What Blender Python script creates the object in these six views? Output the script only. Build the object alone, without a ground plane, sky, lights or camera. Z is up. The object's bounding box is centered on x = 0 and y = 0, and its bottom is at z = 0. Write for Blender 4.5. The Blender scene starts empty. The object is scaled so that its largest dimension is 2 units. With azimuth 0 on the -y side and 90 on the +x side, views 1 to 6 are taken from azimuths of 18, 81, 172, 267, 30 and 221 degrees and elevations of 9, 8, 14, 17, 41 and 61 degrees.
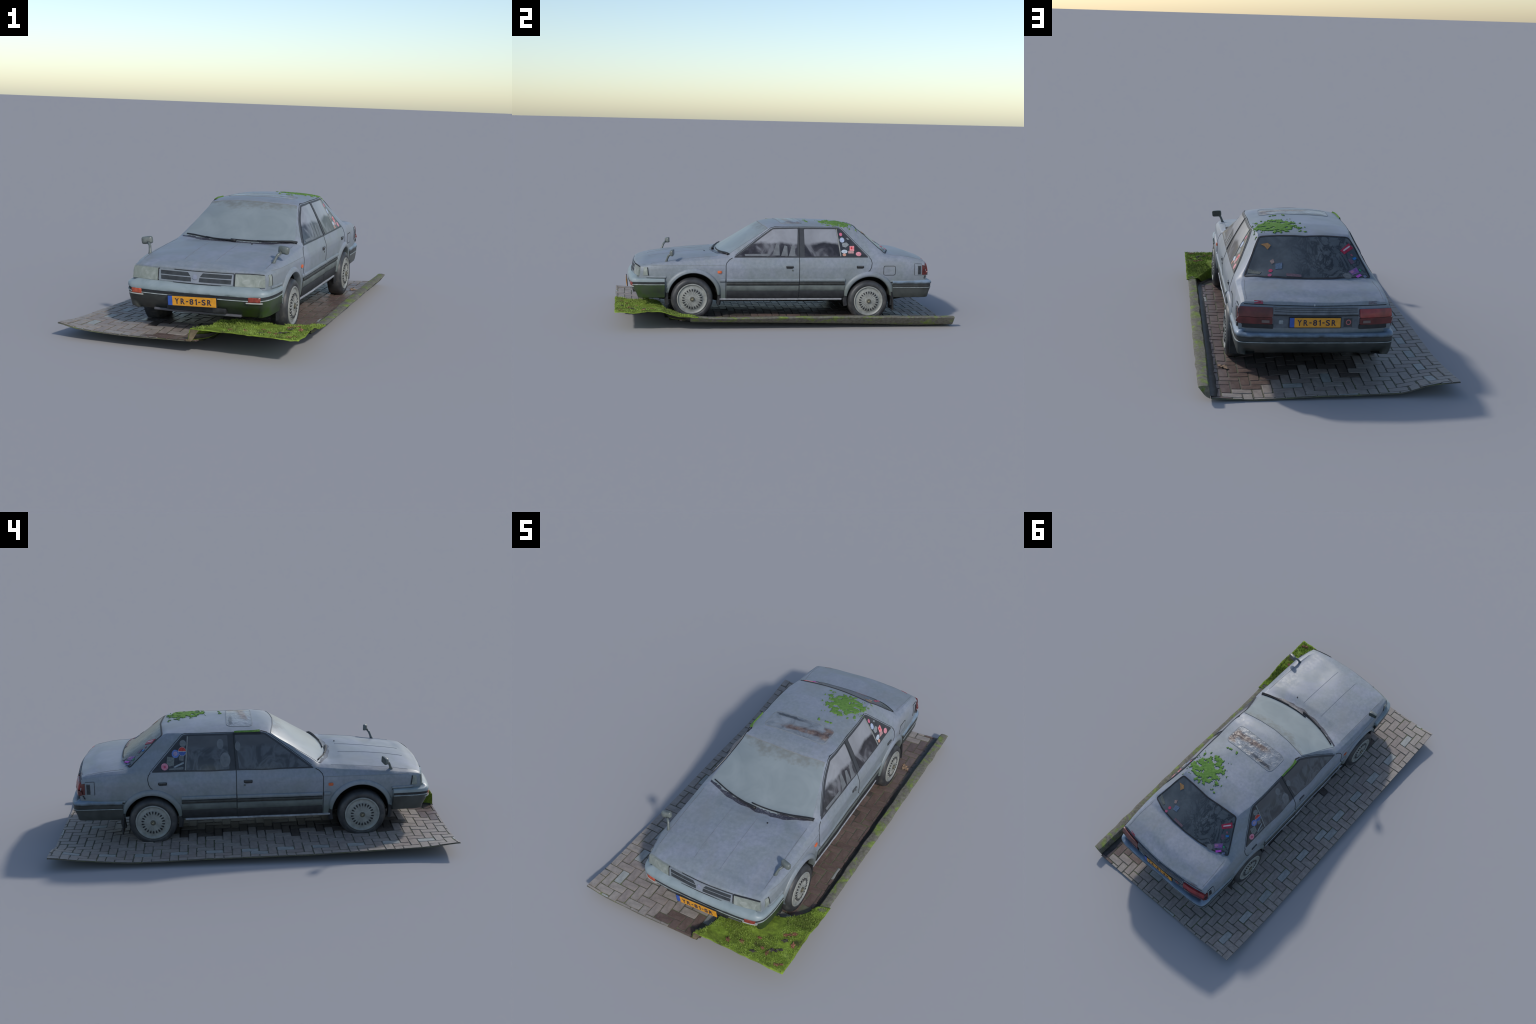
import bpy, bmesh, math, random
import numpy as np
from mathutils import Vector, Matrix, noise
from mathutils.bvhtree import BVHTree

random.seed(7)
SC = bpy.context.scene
COL = SC.collection

# ------------------------------------------------------------------ helpers
def pchip(pts):
    """monotone cubic through (position, value) pairs"""
    xs = [p[0] for p in pts]; ys = [p[1] for p in pts]
    n = len(xs)
    h = [xs[i+1]-xs[i] for i in range(n-1)]
    d = [(ys[i+1]-ys[i])/h[i] for i in range(n-1)]
    m = [0.0]*n
    m[0], m[-1] = d[0], d[-1]
    for i in range(1, n-1):
        if d[i-1]*d[i] > 0:
            w1 = 2*h[i]+h[i-1]; w2 = h[i]+2*h[i-1]
            m[i] = (w1+w2)/(w1/d[i-1]+w2/d[i])
    def f(x):
        if x <= xs[0]: return ys[0]
        if x >= xs[-1]: return ys[-1]
        i = 0
        while x > xs[i+1]: i += 1
        t = (x-xs[i])/h[i]
        t2, t3 = t*t, t*t*t
        return ((2*t3-3*t2+1)*ys[i] + (t3-2*t2+t)*h[i]*m[i]
                + (-2*t3+3*t2)*ys[i+1] + (t3-t2)*h[i]*m[i+1])
    return f

def smooth(a, b, x):
    t = min(1.0, max(0.0, (x-a)/(b-a)))
    return t*t*(3-2*t)

def link(ob, parent=None):
    COL.objects.link(ob)
    if parent is not None: ob.parent = parent
    return ob

def mesh_obj(name, verts, faces, mat=None, parent=None, shade=True, edges=()):
    me = bpy.data.meshes.new(name)
    me.from_pydata([tuple(v) for v in verts], list(edges), faces)
    me.validate(); me.update()
    if shade:
        for p in me.polygons: p.use_smooth = True
    if mat: me.materials.append(mat)
    ob = bpy.data.objects.new(name, me)
    return link(ob, parent)

def bm_obj(name, bm, mat=None, parent=None, shade=True, angle=None):
    me = bpy.data.meshes.new(name)
    bmesh.ops.recalc_face_normals(bm, faces=bm.faces)
    bm.to_mesh(me); bm.free()
    for p in me.polygons: p.use_smooth = shade
    if shade and angle is not None:
        me.set_sharp_from_angle(angle=math.radians(angle))
    if mat: me.materials.append(mat)
    ob = bpy.data.objects.new(name, me)
    return link(ob, parent)

def empty(name, loc=(0, 0, 0), parent=None):
    ob = bpy.data.objects.new(name, None)
    ob.location = loc; ob.empty_display_size = 0.05
    return link(ob, parent)

# ------------------------------------------------------------------ materials
class NT:
    def __init__(self, name):
        self.mat = bpy.data.materials.new(name); self.mat.use_nodes = True
        self.t = self.mat.node_tree; self.n = self.t.nodes; self.l = self.t.links
        self.b = self.n['Principled BSDF']
        self.co = self.n.new('ShaderNodeTexCoord').outputs['Object']
    def _in(self, sock, v):
        if hasattr(v, 'is_output') or isinstance(v, bpy.types.NodeSocket): self.l.new(v, sock)
        else: sock.default_value = v
    def mapping(self, scale=(1, 1, 1), loc=(0, 0, 0), rot=(0, 0, 0)):
        m = self.n.new('ShaderNodeMapping'); self.l.new(self.co, m.inputs['Vector'])
        m.inputs['Scale'].default_value = scale; m.inputs['Location'].default_value = loc
        m.inputs['Rotation'].default_value = rot
        return m.outputs[0]
    def noise(self, scale, detail=4, rough=0.55, dist=0.0, vec=None):
        x = self.n.new('ShaderNodeTexNoise'); self.l.new(vec or self.co, x.inputs['Vector'])
        x.inputs['Scale'].default_value = scale; x.inputs['Detail'].default_value = detail
        x.inputs['Roughness'].default_value = rough; x.inputs['Distortion'].default_value = dist
        return x.outputs['Fac']
    def voronoi(self, scale, feature='F1', vec=None, out='Distance'):
        x = self.n.new('ShaderNodeTexVoronoi'); x.feature = feature
        self.l.new(vec or self.co, x.inputs['Vector']); x.inputs['Scale'].default_value = scale
        return x.outputs[out]
    def ramp(self, fac, stops, interp='LINEAR'):
        r = self.n.new('ShaderNodeValToRGB'); r.color_ramp.interpolation = interp
        e = r.color_ramp.elements
        while len(e) > 1: e.remove(e[-1])
        for i, (p, c) in enumerate(stops):
            if i == 0: e[0].position = p; k = e[0]
            else: k = e.new(p)
            k.color = (c[0], c[1], c[2], 1) if not isinstance(c, (int, float)) else (c, c, c, 1)
        self.l.new(fac, r.inputs[0])
        return r.outputs[0]
    def mix(self, fac, a, b, mode='MIX'):
        m = self.n.new('ShaderNodeMix'); m.data_type = 'RGBA'; m.blend_type = mode
        self._in(m.inputs[0], fac)
        for s, v in ((m.inputs[6], a), (m.inputs[7], b)):
            if isinstance(v, tuple) and len(v) == 3: v = v+(1,)
            self._in(s, v)
        return m.outputs[2]
    def math(self, op, a, b=0.0, clamp=False):
        m = self.n.new('ShaderNodeMath'); m.operation = op; m.use_clamp = clamp
        self._in(m.inputs[0], a); self._in(m.inputs[1], b)
        return m.outputs[0]
    def xyz(self):
        s = self.n.new('ShaderNodeSeparateXYZ'); self.l.new(self.co, s.inputs[0]); return s.outputs
    def rand(self):
        return self.n.new('ShaderNodeObjectInfo').outputs['Random']
    def bump(self, h, strength=0.2, dist=0.002):
        b = self.n.new('ShaderNodeBump'); b.inputs['Strength'].default_value = strength
        b.inputs['Distance'].default_value = dist
        self.l.new(h, b.inputs['Height']); self.l.new(b.outputs[0], self.b.inputs['Normal'])
    def out(self, col, rough=0.5, spec=0.4, metal=0.0, **kw):
        if isinstance(col, tuple) and len(col) == 3: col = col+(1,)
        self._in(self.b.inputs['Base Color'], col)
        self._in(self.b.inputs['Roughness'], rough)
        self.b.inputs['Specular IOR Level'].default_value = spec
        self.b.inputs['Metallic'].default_value = metal
        for k, v in kw.items(): self.b.inputs[k].default_value = v
        return self.mat

def plain(name, col, rough=0.5, spec=0.4, vary=0.12, scale=40, **kw):
    m = NT(name)
    n = m.noise(scale, 4)
    lo = tuple(c*(1-vary) for c in col); hi = tuple(min(1, c*(1+vary)) for c in col)
    return m.out(m.ramp(n, [(0.3, lo), (0.7, hi)]), rough, spec, **kw)

def make_paint():
    m = NT('weathered_paint')
    big = m.noise(4.5, 5, 0.6, 1.2)
    base = m.ramp(big, [(0.28, (0.180, 0.210, 0.222)), (0.45, (0.205, 0.235, 0.265)),
                        (0.58, (0.228, 0.252, 0.312)), (0.74, (0.290, 0.312, 0.360))])
    fine = m.noise(55, 5, 0.65)
    base = m.mix(0.35, base, m.ramp(fine, [(0.32, (0.150, 0.175, 0.195)), (0.68, (0.300, 0.325, 0.360))]))
    wide = m.noise(9, 3, 0.5, 0.8, m.mapping((1, 0.35, 1)))
    base = m.mix(m.ramp(wide, [(0.5, 0.0), (0.72, 0.45)]), base, (0.205, 0.215, 0.212))
    # algae film on the lower right flank
    z = m.xyz()[2]
    low = m.ramp(m.math('ADD', z, m.math('MULTIPLY', m.math('SUBTRACT', m.noise(14, 4), 0.5), 0.10)),
                 [(0.17, 0.8), (0.31, 0.0)])
    base = m.mix(low, base, (0.095, 0.118, 0.098))
    return m.out(base, m.ramp(fine, [(0.3, 0.38), (0.7, 0.52)]), 0.45)

def make_bumper(name, lo, hi):
    m = NT(name)
    x, y, z = m.xyz()
    n = m.noise(10, 5, 0.6, 0.6)
    base = m.ramp(n, [(0.3, lo), (0.7, hi)])
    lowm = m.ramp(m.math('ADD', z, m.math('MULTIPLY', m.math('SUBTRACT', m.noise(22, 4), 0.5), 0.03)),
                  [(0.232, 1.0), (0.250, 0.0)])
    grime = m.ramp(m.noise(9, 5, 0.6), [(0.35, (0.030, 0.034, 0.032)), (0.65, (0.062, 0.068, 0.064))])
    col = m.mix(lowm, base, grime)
    # algae: strongest on the right front corner
    k = m.math('MULTIPLY', m.ramp(x, [(0.02, 0.0), (0.26, 1.0)]), m.ramp(y, [(0.0, 1.0), (0.01, 0.0)]))
    k = m.math('MULTIPLY', k, lowm)
    k = m.math('MULTIPLY', k, m.ramp(m.noise(18, 5, 0.6), [(0.3, 0.15), (0.6, 0.9)]))
    col = m.mix(k, col, (0.030, 0.062, 0.009))
    return m.out(col, 0.42, 0.45)

PAINT = make_paint()
BUMPER = make_bumper('weathered_bumper', (0.200, 0.250, 0.262), (0.285, 0.335, 0.355))
BUMPER_R = make_bumper('blue_tinged_bumper', (0.150, 0.205, 0.262), (0.215, 0.285, 0.375))
BLACK = plain('black_rubber', (0.022, 0.023, 0.026), 0.55, 0.35, 0.3)
GAP = plain('dark_seam', (0.035, 0.038, 0.042), 0.8, 0.1)
CLAD = plain('dark_cladding', (0.036, 0.038, 0.037), 0.5, 0.35, 0.35, 25)
MIDCLAD = plain('grey_cladding', (0.105, 0.120, 0.115), 0.5, 0.35, 0.25, 20)
UNDER = plain('underbody_dirt', (0.025, 0.026, 0.024), 0.8, 0.2, 0.4)
CHROME = plain('dull_trim', (0.30, 0.31, 0.33), 0.35, 0.5, 0.25, 60)
RED = plain('red_lens', (0.23, 0.020, 0.022), 0.25, 0.5, 0.4, 30)
DRED = plain('dark_red_lens', (0.10, 0.016, 0.016), 0.25, 0.5, 0.4, 30)
DRED2 = plain('dull_red_lens', (0.115, 0.022, 0.022), 0.3, 0.45, 0.4, 30)
ORANGE3 = plain('brown_red_lens', (0.21, 0.035, 0.022), 0.3, 0.5, 0.4, 80)
ORANGE = plain('orange_lens', (0.62, 0.13, 0.045), 0.3, 0.5, 0.3, 60)
ORANGE2 = plain('red_orange_lens', (0.42, 0.075, 0.035), 0.3, 0.5, 0.3, 80)

def make_windshield():
    m = NT('dusty_windshield')
    n = m.noise(7, 5, 0.6, 0.8)
    c = m.ramp(n, [(0.3, (0.195, 0.230, 0.242)), (0.7, (0.245, 0.282, 0.295))])
    z = m.xyz()[2]
    top = m.ramp(m.math('ADD', z, m.math('MULTIPLY', m.math('SUBTRACT', m.noise(26, 4), 0.5), 0.07)),
                 [(0.538, 0.0), (0.552, 1.0)])
    c = m.mix(m.math('MULTIPLY', top, m.ramp(m.noise(30, 4), [(0.35, 0.1), (0.6, 0.7)])), c, (0.155, 0.158, 0.142))
    return m.out(c, 0.36, 0.45)
WIND = make_windshield()

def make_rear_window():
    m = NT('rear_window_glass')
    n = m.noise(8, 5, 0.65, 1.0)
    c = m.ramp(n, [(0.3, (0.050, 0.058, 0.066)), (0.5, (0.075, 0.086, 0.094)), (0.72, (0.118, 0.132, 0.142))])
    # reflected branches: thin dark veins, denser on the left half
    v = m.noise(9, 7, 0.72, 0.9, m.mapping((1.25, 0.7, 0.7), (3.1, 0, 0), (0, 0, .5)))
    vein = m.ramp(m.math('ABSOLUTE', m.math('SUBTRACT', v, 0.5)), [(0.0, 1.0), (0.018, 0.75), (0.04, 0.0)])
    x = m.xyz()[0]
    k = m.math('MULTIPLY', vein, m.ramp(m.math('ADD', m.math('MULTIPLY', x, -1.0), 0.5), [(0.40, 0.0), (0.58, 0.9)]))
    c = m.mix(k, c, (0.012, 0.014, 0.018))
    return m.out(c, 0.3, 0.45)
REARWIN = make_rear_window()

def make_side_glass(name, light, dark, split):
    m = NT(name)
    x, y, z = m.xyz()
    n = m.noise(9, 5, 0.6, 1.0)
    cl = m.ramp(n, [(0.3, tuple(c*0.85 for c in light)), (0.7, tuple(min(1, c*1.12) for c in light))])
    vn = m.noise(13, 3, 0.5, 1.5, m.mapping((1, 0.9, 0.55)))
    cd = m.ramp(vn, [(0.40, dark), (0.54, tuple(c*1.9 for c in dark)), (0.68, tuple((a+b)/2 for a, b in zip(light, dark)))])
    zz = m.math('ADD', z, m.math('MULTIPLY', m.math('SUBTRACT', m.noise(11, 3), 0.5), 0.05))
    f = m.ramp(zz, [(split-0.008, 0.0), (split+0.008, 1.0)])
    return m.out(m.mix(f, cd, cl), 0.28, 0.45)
GLASS_R = make_side_glass('hazy_side_glass', (0.250, 0.258, 0.282), (0.022, 0.021, 0.025), 0.474)  # upper pane lightened with a drawn-in reflection of sky and ground
GLASS_L = make_side_glass('dark_side_glass', (0.085, 0.088, 0.094), (0.055, 0.060, 0.066), 0.50)
QGLASS = plain('dark_quarter_glass', (0.035, 0.037, 0.042), 0.3, 0.45, 0.3)
SEATGREY = plain('pale_seat_shape', (0.135, 0.145, 0.155), 0.45, 0.4, 0.2)

def make_headlight():
    m = NT('yellowed_headlight')
    n = m.noise(22, 4, 0.6, 0.8)
    c = m.ramp(n, [(0.3, (0.165, 0.188, 0.165)), (0.55, (0.245, 0.272, 0.245)), (0.75, (0.34, 0.365, 0.34))])
    return m.out(c, 0.25, 0.5)
HEAD = make_headlight()

def make_tyre():
    m = NT('worn_tyre')
    n = m.noise(12, 5, 0.65, 1.0)
    c = m.ramp(n, [(0.35, (0.028, 0.029, 0.032)), (0.55, (0.050, 0.051, 0.054)), (0.70, (0.095, 0.092, 0.085))])
    return m.out(c, 0.45, 0.4)
TYRE = make_tyre()
RIM = plain('dirty_wheel_cover', (0.255, 0.262, 0.245), 0.5, 0.4, 0.2, 35)
RIMBRIGHT = plain('wheel_cover_ring', (0.27, 0.275, 0.26), 0.45, 0.4, 0.15, 35)
CAP = plain('wheel_centre_cap', (0.085, 0.08, 0.06), 0.4, 0.5, 0.4, 200)
BRASS = plain('emblem_metal', (0.42, 0.37, 0.22), 0.35, 0.5, 0.2)
MIRROR = plain('mirror_shell', (0.120, 0.138, 0.132), 0.35, 0.5, 0.3, 50)
MIRFACE = plain('mirror_face', (0.045, 0.055, 0.045), 0.15, 0.5, 0.3)
PLATE = plain('yellow_plate', (0.66, 0.29, 0.022), 0.45, 0.4, 0.12, 60)
EUBLUE = plain('blue_plate_band', (0.035, 0.09, 0.36), 0.45, 0.4, 0.2, 60)
INK = plain('plate_ink', (0.035, 0.03, 0.05), 0.6, 0.3, 0.1)
SLOT = plain('grille_slot', (0.040, 0.046, 0.052), 0.6, 0.3, 0.3)

def make_moss():
    m = NT('roof_moss')
    n = m.noise(70, 4, 0.7)
    return m.out(m.ramp(n, [(0.3, (0.085, 0.180, 0.038)), (0.7, (0.150, 0.265, 0.070))]), 0.95, 0.1)
MOSS = make_moss()

def make_sunroof():
    m = NT('sunroof_glass')
    x, y, z = m.xyz()
    n = m.noise(11, 5, 0.65, 1.6)
    c = m.ramp(n, [(0.35, (0.125, 0.142, 0.160)), (0.62, (0.235, 0.258, 0.285))])
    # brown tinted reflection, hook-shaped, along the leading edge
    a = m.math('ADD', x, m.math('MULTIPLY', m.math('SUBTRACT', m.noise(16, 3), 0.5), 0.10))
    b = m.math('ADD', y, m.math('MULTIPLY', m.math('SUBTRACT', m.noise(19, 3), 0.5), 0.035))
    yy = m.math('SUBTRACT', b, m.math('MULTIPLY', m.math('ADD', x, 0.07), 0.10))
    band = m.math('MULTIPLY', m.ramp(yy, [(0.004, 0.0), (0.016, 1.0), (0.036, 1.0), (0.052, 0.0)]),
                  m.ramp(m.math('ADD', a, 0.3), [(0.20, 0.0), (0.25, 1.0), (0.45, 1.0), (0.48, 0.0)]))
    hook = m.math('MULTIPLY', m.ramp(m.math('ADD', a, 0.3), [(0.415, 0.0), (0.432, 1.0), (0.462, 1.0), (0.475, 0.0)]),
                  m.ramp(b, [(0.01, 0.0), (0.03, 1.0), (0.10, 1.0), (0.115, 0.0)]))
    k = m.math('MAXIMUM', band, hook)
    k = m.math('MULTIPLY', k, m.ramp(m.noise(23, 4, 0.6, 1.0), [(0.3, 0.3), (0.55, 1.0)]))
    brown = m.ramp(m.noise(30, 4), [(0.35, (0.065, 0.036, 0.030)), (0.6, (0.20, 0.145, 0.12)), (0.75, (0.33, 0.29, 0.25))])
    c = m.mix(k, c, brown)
    # dark strip at the rear left
    st = m.math('MULTIPLY', m.ramp(b, [(0.088, 0.0), (0.094, 1.0), (0.106, 1.0), (0.111, 0.0)]),
                m.ramp(m.math('ADD', a, 0.3), [(0.14, 0.0), (0.16, 1.0), (0.27, 0.9), (0.36, 0.0)]))
    c = m.mix(st, c, (0.045, 0.05, 0.06))
    m.bump(m.noise(26, 5, .6, .8), .5, .012)
    return m.out(c, 0.30, 0.45)
SUNROOF = make_sunroof()

# ------------------------------------------------------------------ the car
CAR = empty('saloon_car', (0.058, 0.0, 0.0))
CAR.rotation_euler = (0, -0.0146, 0)        # leans a touch to the left
CAR['label'] = 'weathered grey four-door saloon with fender mirrors and stickers'
CAR['category'] = 'car'

# --- body: lofted half section, mirrored
z_bot = pchip([(-.89, .215), (-.83, .185), (-.72, .150), (-.4, .136), (.35, .132), (.64, .150), (.80, .180), (.88, .215)])
x_w = pchip([(-.89, .306), (-.84, .315), (-.78, .324), (-.70, .330), (-.55, .335), (-.3, .336), (.5, .335), (.65, .334), (.75, .331), (.83, .326), (.88, .322)])
x_b = pchip([(-.89, .296), (-.80, .307), (-.70, .314), (-.5, .317), (-.3, .318), (.5, .318), (.65, .319), (.80, .315), (.88, .311)])
z_b = pchip([(-.89, .338), (-.85, .345), (-.78, .354), (-.70, .362), (-.5, .376), (-.36, .388), (-.30, .391), (.5, .391), (.62, .390), (.72, .384), (.82, .374), (.88, .364)])
x_p = pchip([(-.89, .274), (-.8, .284), (-.7, .290), (-.5, .291), (-.345, .288), (-.09, .226), (0, .229), (.2, .229), (.34, .224), (.43, .210), (.612, .288), (.70, .300), (.88, .297)])
z_p = pchip([(-.89, .340), (-.86, .350), (-.8, .361), (-.7, .372), (-.5, .390), (-.40, .397), (-.345, .403), (-.30, .430), (-.13, .534), (-.09, .557), (-.05, .563), (0, .565), (.2, .565), (.34, .564), (.42, .562), (.45, .547), (.58, .433), (.612, .407), (.65, .401), (.72, .397), (.8, .387), (.85, .379), (.88, .369)])
z_c = pchip([(-.89, .335), (-.878, .348), (-.86, .354), (-.82, .368), (-.70, .388), (-.55, .402), (-.47, .407), (-.435, .404), (-.40, .402), (-.375, .410), (-.34, .432), (-.2, .525), (-.15, .556), (-.11, .573), (-.04, .585), (.05, .588), (.15, .588), (.30, .584), (.40, .574), (.45, .563), (.48, .545), (.64, .434), (.668, .415), (.70, .412), (.78, .405), (.84, .386), (.866, .378), (.88, .372)])
crown = pchip([(-.89, 2.4), (-.45, 2.2), (-.38, 1.9), (-.1, 2.2), (.0, 2.8), (.4, 2.8), (.5, 2.0), (.65, 2.2), (.72, 3.0), (.88, 4.0)])

def wf(y): return 1-smooth(-.90, -.62, y)
def wr(y): return smooth(.62, .88, y)
def warp(x, y, z):
    """plan-view rounding of nose and tail, rake of the end faces"""
    q = (x/.30)**2
    a, b = wf(y), wr(y)
    y = y + a*.035*q - b*.028*q
    if a > 0: y -= a*.14*min(.09, max(0, .335-z))
    if b > 0: y += b*.30*min(.06, max(0, .378-z))
    return y

N_TOP, N_FIL = 14, 5
def section(y):
    zb = z_bot(y); w = x_w(y)
    zb6 = z_b(y)
    z6 = min(.349, zb6-.010); z5 = min(.332, z6-.016)
    ctrl = [(0, zb, 0), (w-.075, zb, .02), (w-.018, zb+.006, .3), (w-.010, min(zb+.05, .215), .3),
            (w-.003, min(.255, z5-.04), .4), (w, z5, .4), (w-.003, z6, .25), (x_b(y), zb6, .35)]
    xp, zp, zc, cr = x_p(y), z_p(y), z_c(y), crown(y)
    # bulge of the glasshouse side between belt and rail
    bx, bz = x_b(y), zb6
    hgt = max(0.0, zp-bz)
    mx, mz = (bx+xp)/2 + .10*min(.07, hgt*.5)*.6, (bz+zp)/2
    ctrl += [(mx, mz, .5)]
    top = []
    for i in range(N_TOP+1):
        s = 1-i/N_TOP
        s = s**0.8
        top.append((xp*s, zc-(zc-zp)*s**cr))
    ctrl.append((xp, zp, .22))
    ctrl.append((top[1][0], top[1][1], 0))
    out = [(ctrl[0][0], ctrl[0][1])]
    prev = out[0]
    for i in range(1, len(ctrl)-1):
        p0, p1, p2 = ctrl[i-1], ctrl[i], ctrl[i+1]
        f = p1[2]
        l1 = math.hypot(p1[0]-p0[0], p1[1]-p0[1]); l2 = math.hypot(p2[0]-p1[0], p2[1]-p1[1])
        r = f*min(l1, l2, .06)
        t1 = r/max(l1, 1e-6); t2 = r/max(l2, 1e-6)
        a = (p1[0]+(p0[0]-p1[0])*t1, p1[1]+(p0[1]-p1[1])*t1)
        b = (p1[0]+(p2[0]-p1[0])*t2, p1[1]+(p2[1]-p1[1])*t2)
        for k in (1/3, 2/3):
            out.append((prev[0]+(a[0]-prev[0])*k, prev[1]+(a[1]-prev[1])*k))
        for k in range(N_FIL):
            t = k/(N_FIL-1)
            out.append(((1-t)**2*a[0]+2*t*(1-t)*p1[0]+t*t*b[0], (1-t)**2*a[1]+2*t*(1-t)*p1[1]+t*t*b[1]))
        prev = b
    out += top[1:]
    return out

def dent(v):
    n = noise.noise(v*7.0)*.0022 + noise.noise(v*19.0)*.0009
    return n

def build_body():
    Y0, Y1, NY = -.884, .872, 230
    ys = [Y0+(Y1-Y0)*i/NY for i in range(NY+1)]
    verts, idx = [], []
    for y in ys:
        sec = section(y); m = len(sec); row = []
        for (x, z) in sec: row.append(len(verts)); verts.append((x, warp(x, y, z), z))
        for (x, z) in reversed(sec[1:-1]): row.append(len(verts)); verts.append((-x, warp(x, y, z), z))
        idx.append(row)
    faces = []
    R = len(idx[0])
    for i in range(NY):
        for j in range(R):
            k = (j+1) % R
            faces.append((idx[i][j], idx[i][k], idx[i+1][k], idx[i+1][j]))
    # rounded end caps
    for e, y in ((0, Y0), (NY, Y1)):
        sec = section(y); m = len(sec); NX = 22
        grid = []
        for j, (x, z) in enumerate(sec):
            row = []
            for c in range(NX+1):
                if x < 1e-6:
                    row.append(idx[e][j] if True else 0); continue
                if c == 0: row.append(idx[e][(R-j) % R])
                elif c == NX: row.append(idx[e][j])
                else:
                    xx = -x+2*x*c/NX
                    row.append(len(verts)); verts.append((xx, warp(xx, y, z), z))
            grid.append(row)
        for j in range(m-1):
            for c in range(NX):
                f = [grid[j][c], grid[j][c+1], grid[j+1][c+1], grid[j+1][c]]
                g = []
                for q in f:
                    if q not in g: g.append(q)
                if len(g) >= 3: faces.append(tuple(g) if e == 0 else tuple(reversed(g)))
    bm = bmesh.new()
    bv = [bm.verts.new(v) for v in verts]
    for f in faces:
        try: bm.faces.new([bv[q] for q in f])
        except ValueError: pass
    bmesh.ops.remove_doubles(bm, verts=bm.verts, dist=1e-5)
    bmesh.ops.recalc_face_normals(bm, faces=bm.faces)
    bm.normal_update()
    moves = [(v, v.normal*dent(v.co)) for v in bm.verts]
    for v in bm.verts:      # left door glass and waist bulge outwards
        x, y, z = v.co
        if x < -.15:
            for by, bz in ((.21, .435), (-.07, .425)):
                v.co.x -= .015*math.exp(-((y-by)/.065)**2-((z-bz)/.045)**2)
    for v in bm.verts:      # bonnet corner above the right headlight has sunk
        x, y, z = v.co
        if z > .335 and y < -.55: v.co.z -= .007*smooth(.0, .12, x)*(1-smooth(.27, .31, x))*smooth(-.55, -.68, y)*smooth(-.85, -.78, y)
    for v, d in moves: v.co += d
    return bm

ARCH = {'front': (-.547, .158, .146, .172), 'rear': (.507, .142, .138, .168)}   # y, z, inner r, outer r

def cylinder_x(x0, x1, y, z, r, n=56):
    bm = bmesh.new()
    a = [bm.verts.new((x0, y+r*math.cos(2*math.pi*i/n), z+r*math.sin(2*math.pi*i/n))) for i in range(n)]
    b = [bm.verts.new((x1, y+r*math.cos(2*math.pi*i/n), z+r*math.sin(2*math.pi*i/n))) for i in range(n)]
    bm.faces.new(a); bm.faces.new(list(reversed(b)))
    for i in range(n):
        k = (i+1) % n
        bm.faces.new((a[k], a[i], b[i], b[k]))
    bmesh.ops.recalc_face_normals(bm, faces=bm.faces)
    return bm

body0 = bm_obj('body_shell', build_body(), PAINT)
body_full = BVHTree.FromObject(body0, bpy.context.evaluated_depsgraph_get())

cutters = []
bmc = bmesh.new()
for y, z, r, _ in ARCH.values():
    for s in (-1, 1):
        t = cylinder_x(min(s*.17, s*.5), max(s*.17, s*.5), y, z, r)
        me = bpy.data.meshes.new('tmp'); t.to_mesh(me); t.free(); bmc.from_mesh(me); bpy.data.meshes.remove(me)
cut = bm_obj('arch_cutter', bmc, UNDER, shade=False)
md = body0.modifiers.new('arches', 'BOOLEAN'); md.operation = 'DIFFERENCE'; md.solver = 'EXACT'; md.object = cut
bpy.context.view_layer.update()
dg = bpy.context.evaluated_depsgraph_get()
cut_me = bpy.data.meshes.new_from_object(body0.evaluated_get(dg))
bpy.data.objects.remove(body0); bpy.data.objects.remove(cut)

# --- split the shell into panels whose borders coincide and share normals
def region(c, n):
    x, y, z = c; ax = abs(x)
    for ay, az, r, _ in ARCH.values():
        d = math.hypot(y-ay, z-az)
        if d < r+.001 and ax < .345 and (d > r-.006 or ax < .18): return 'wheel_well'
    if n.z < -.7 and z < .24: return 'underbody'
    if y < -.845 and n.y < -.75: return 'nose_panel'
    if y > .81 and n.y > .7: return 'tail_panel'
    top = n.z > .40 and ax < .300
    if y < -.345-.06*(1-min(1, (ax/.288)**2)) and z > .33 and ax < x_p(y)-.004: return 'bonnet'
    if y > .60 and z > .365 and ax < x_p(y)-.004: return 'boot_lid'
    if z > z_b(y)+.012 or (z > .41): return 'roof'
    side = '.L' if x < 0 else '.R'
    if y < -.357: return 'front_wing'+side
    if y < .079: return 'front_door'+side
    if y < .515 and z > .14: return 'rear_door'+side
    return 'rear_wing'+side

def split_body(me):
    if True:
        for p in me.polygons: p.use_smooth = True
        me.set_sharp_from_angle(angle=math.radians(50))
    cn = [l.vector.copy() for l in me.corner_normals]
    groups = {}
    for p in me.polygons:
        groups.setdefault(region(p.center, p.normal), []).append(p.index)
    for name, ids in sorted(groups.items()):
        remap, vs, fs, ns = {}, [], [], []
        for pi in ids:
            p = me.polygons[pi]; f = []
            for li, vi in zip(p.loop_indices, p.vertices):
                if vi not in remap: remap[vi] = len(vs); vs.append(me.vertices[vi].co.copy())
                f.append(remap[vi]); ns.append(cn[li])
            fs.append(f)
        nm = name.split('.')[0]
        m2 = bpy.data.meshes.new(nm); m2.from_pydata(vs, [], fs); m2.update()
        for p in m2.polygons: p.use_smooth = True
        m2.normals_split_custom_set(ns)
        m2.materials.append(UNDER if nm in ('wheel_well', 'underbody') else PAINT)
        link(bpy.data.objects.new(nm, m2), CAR)
split_body(cut_me)
bpy.data.meshes.remove(cut_me)

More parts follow.
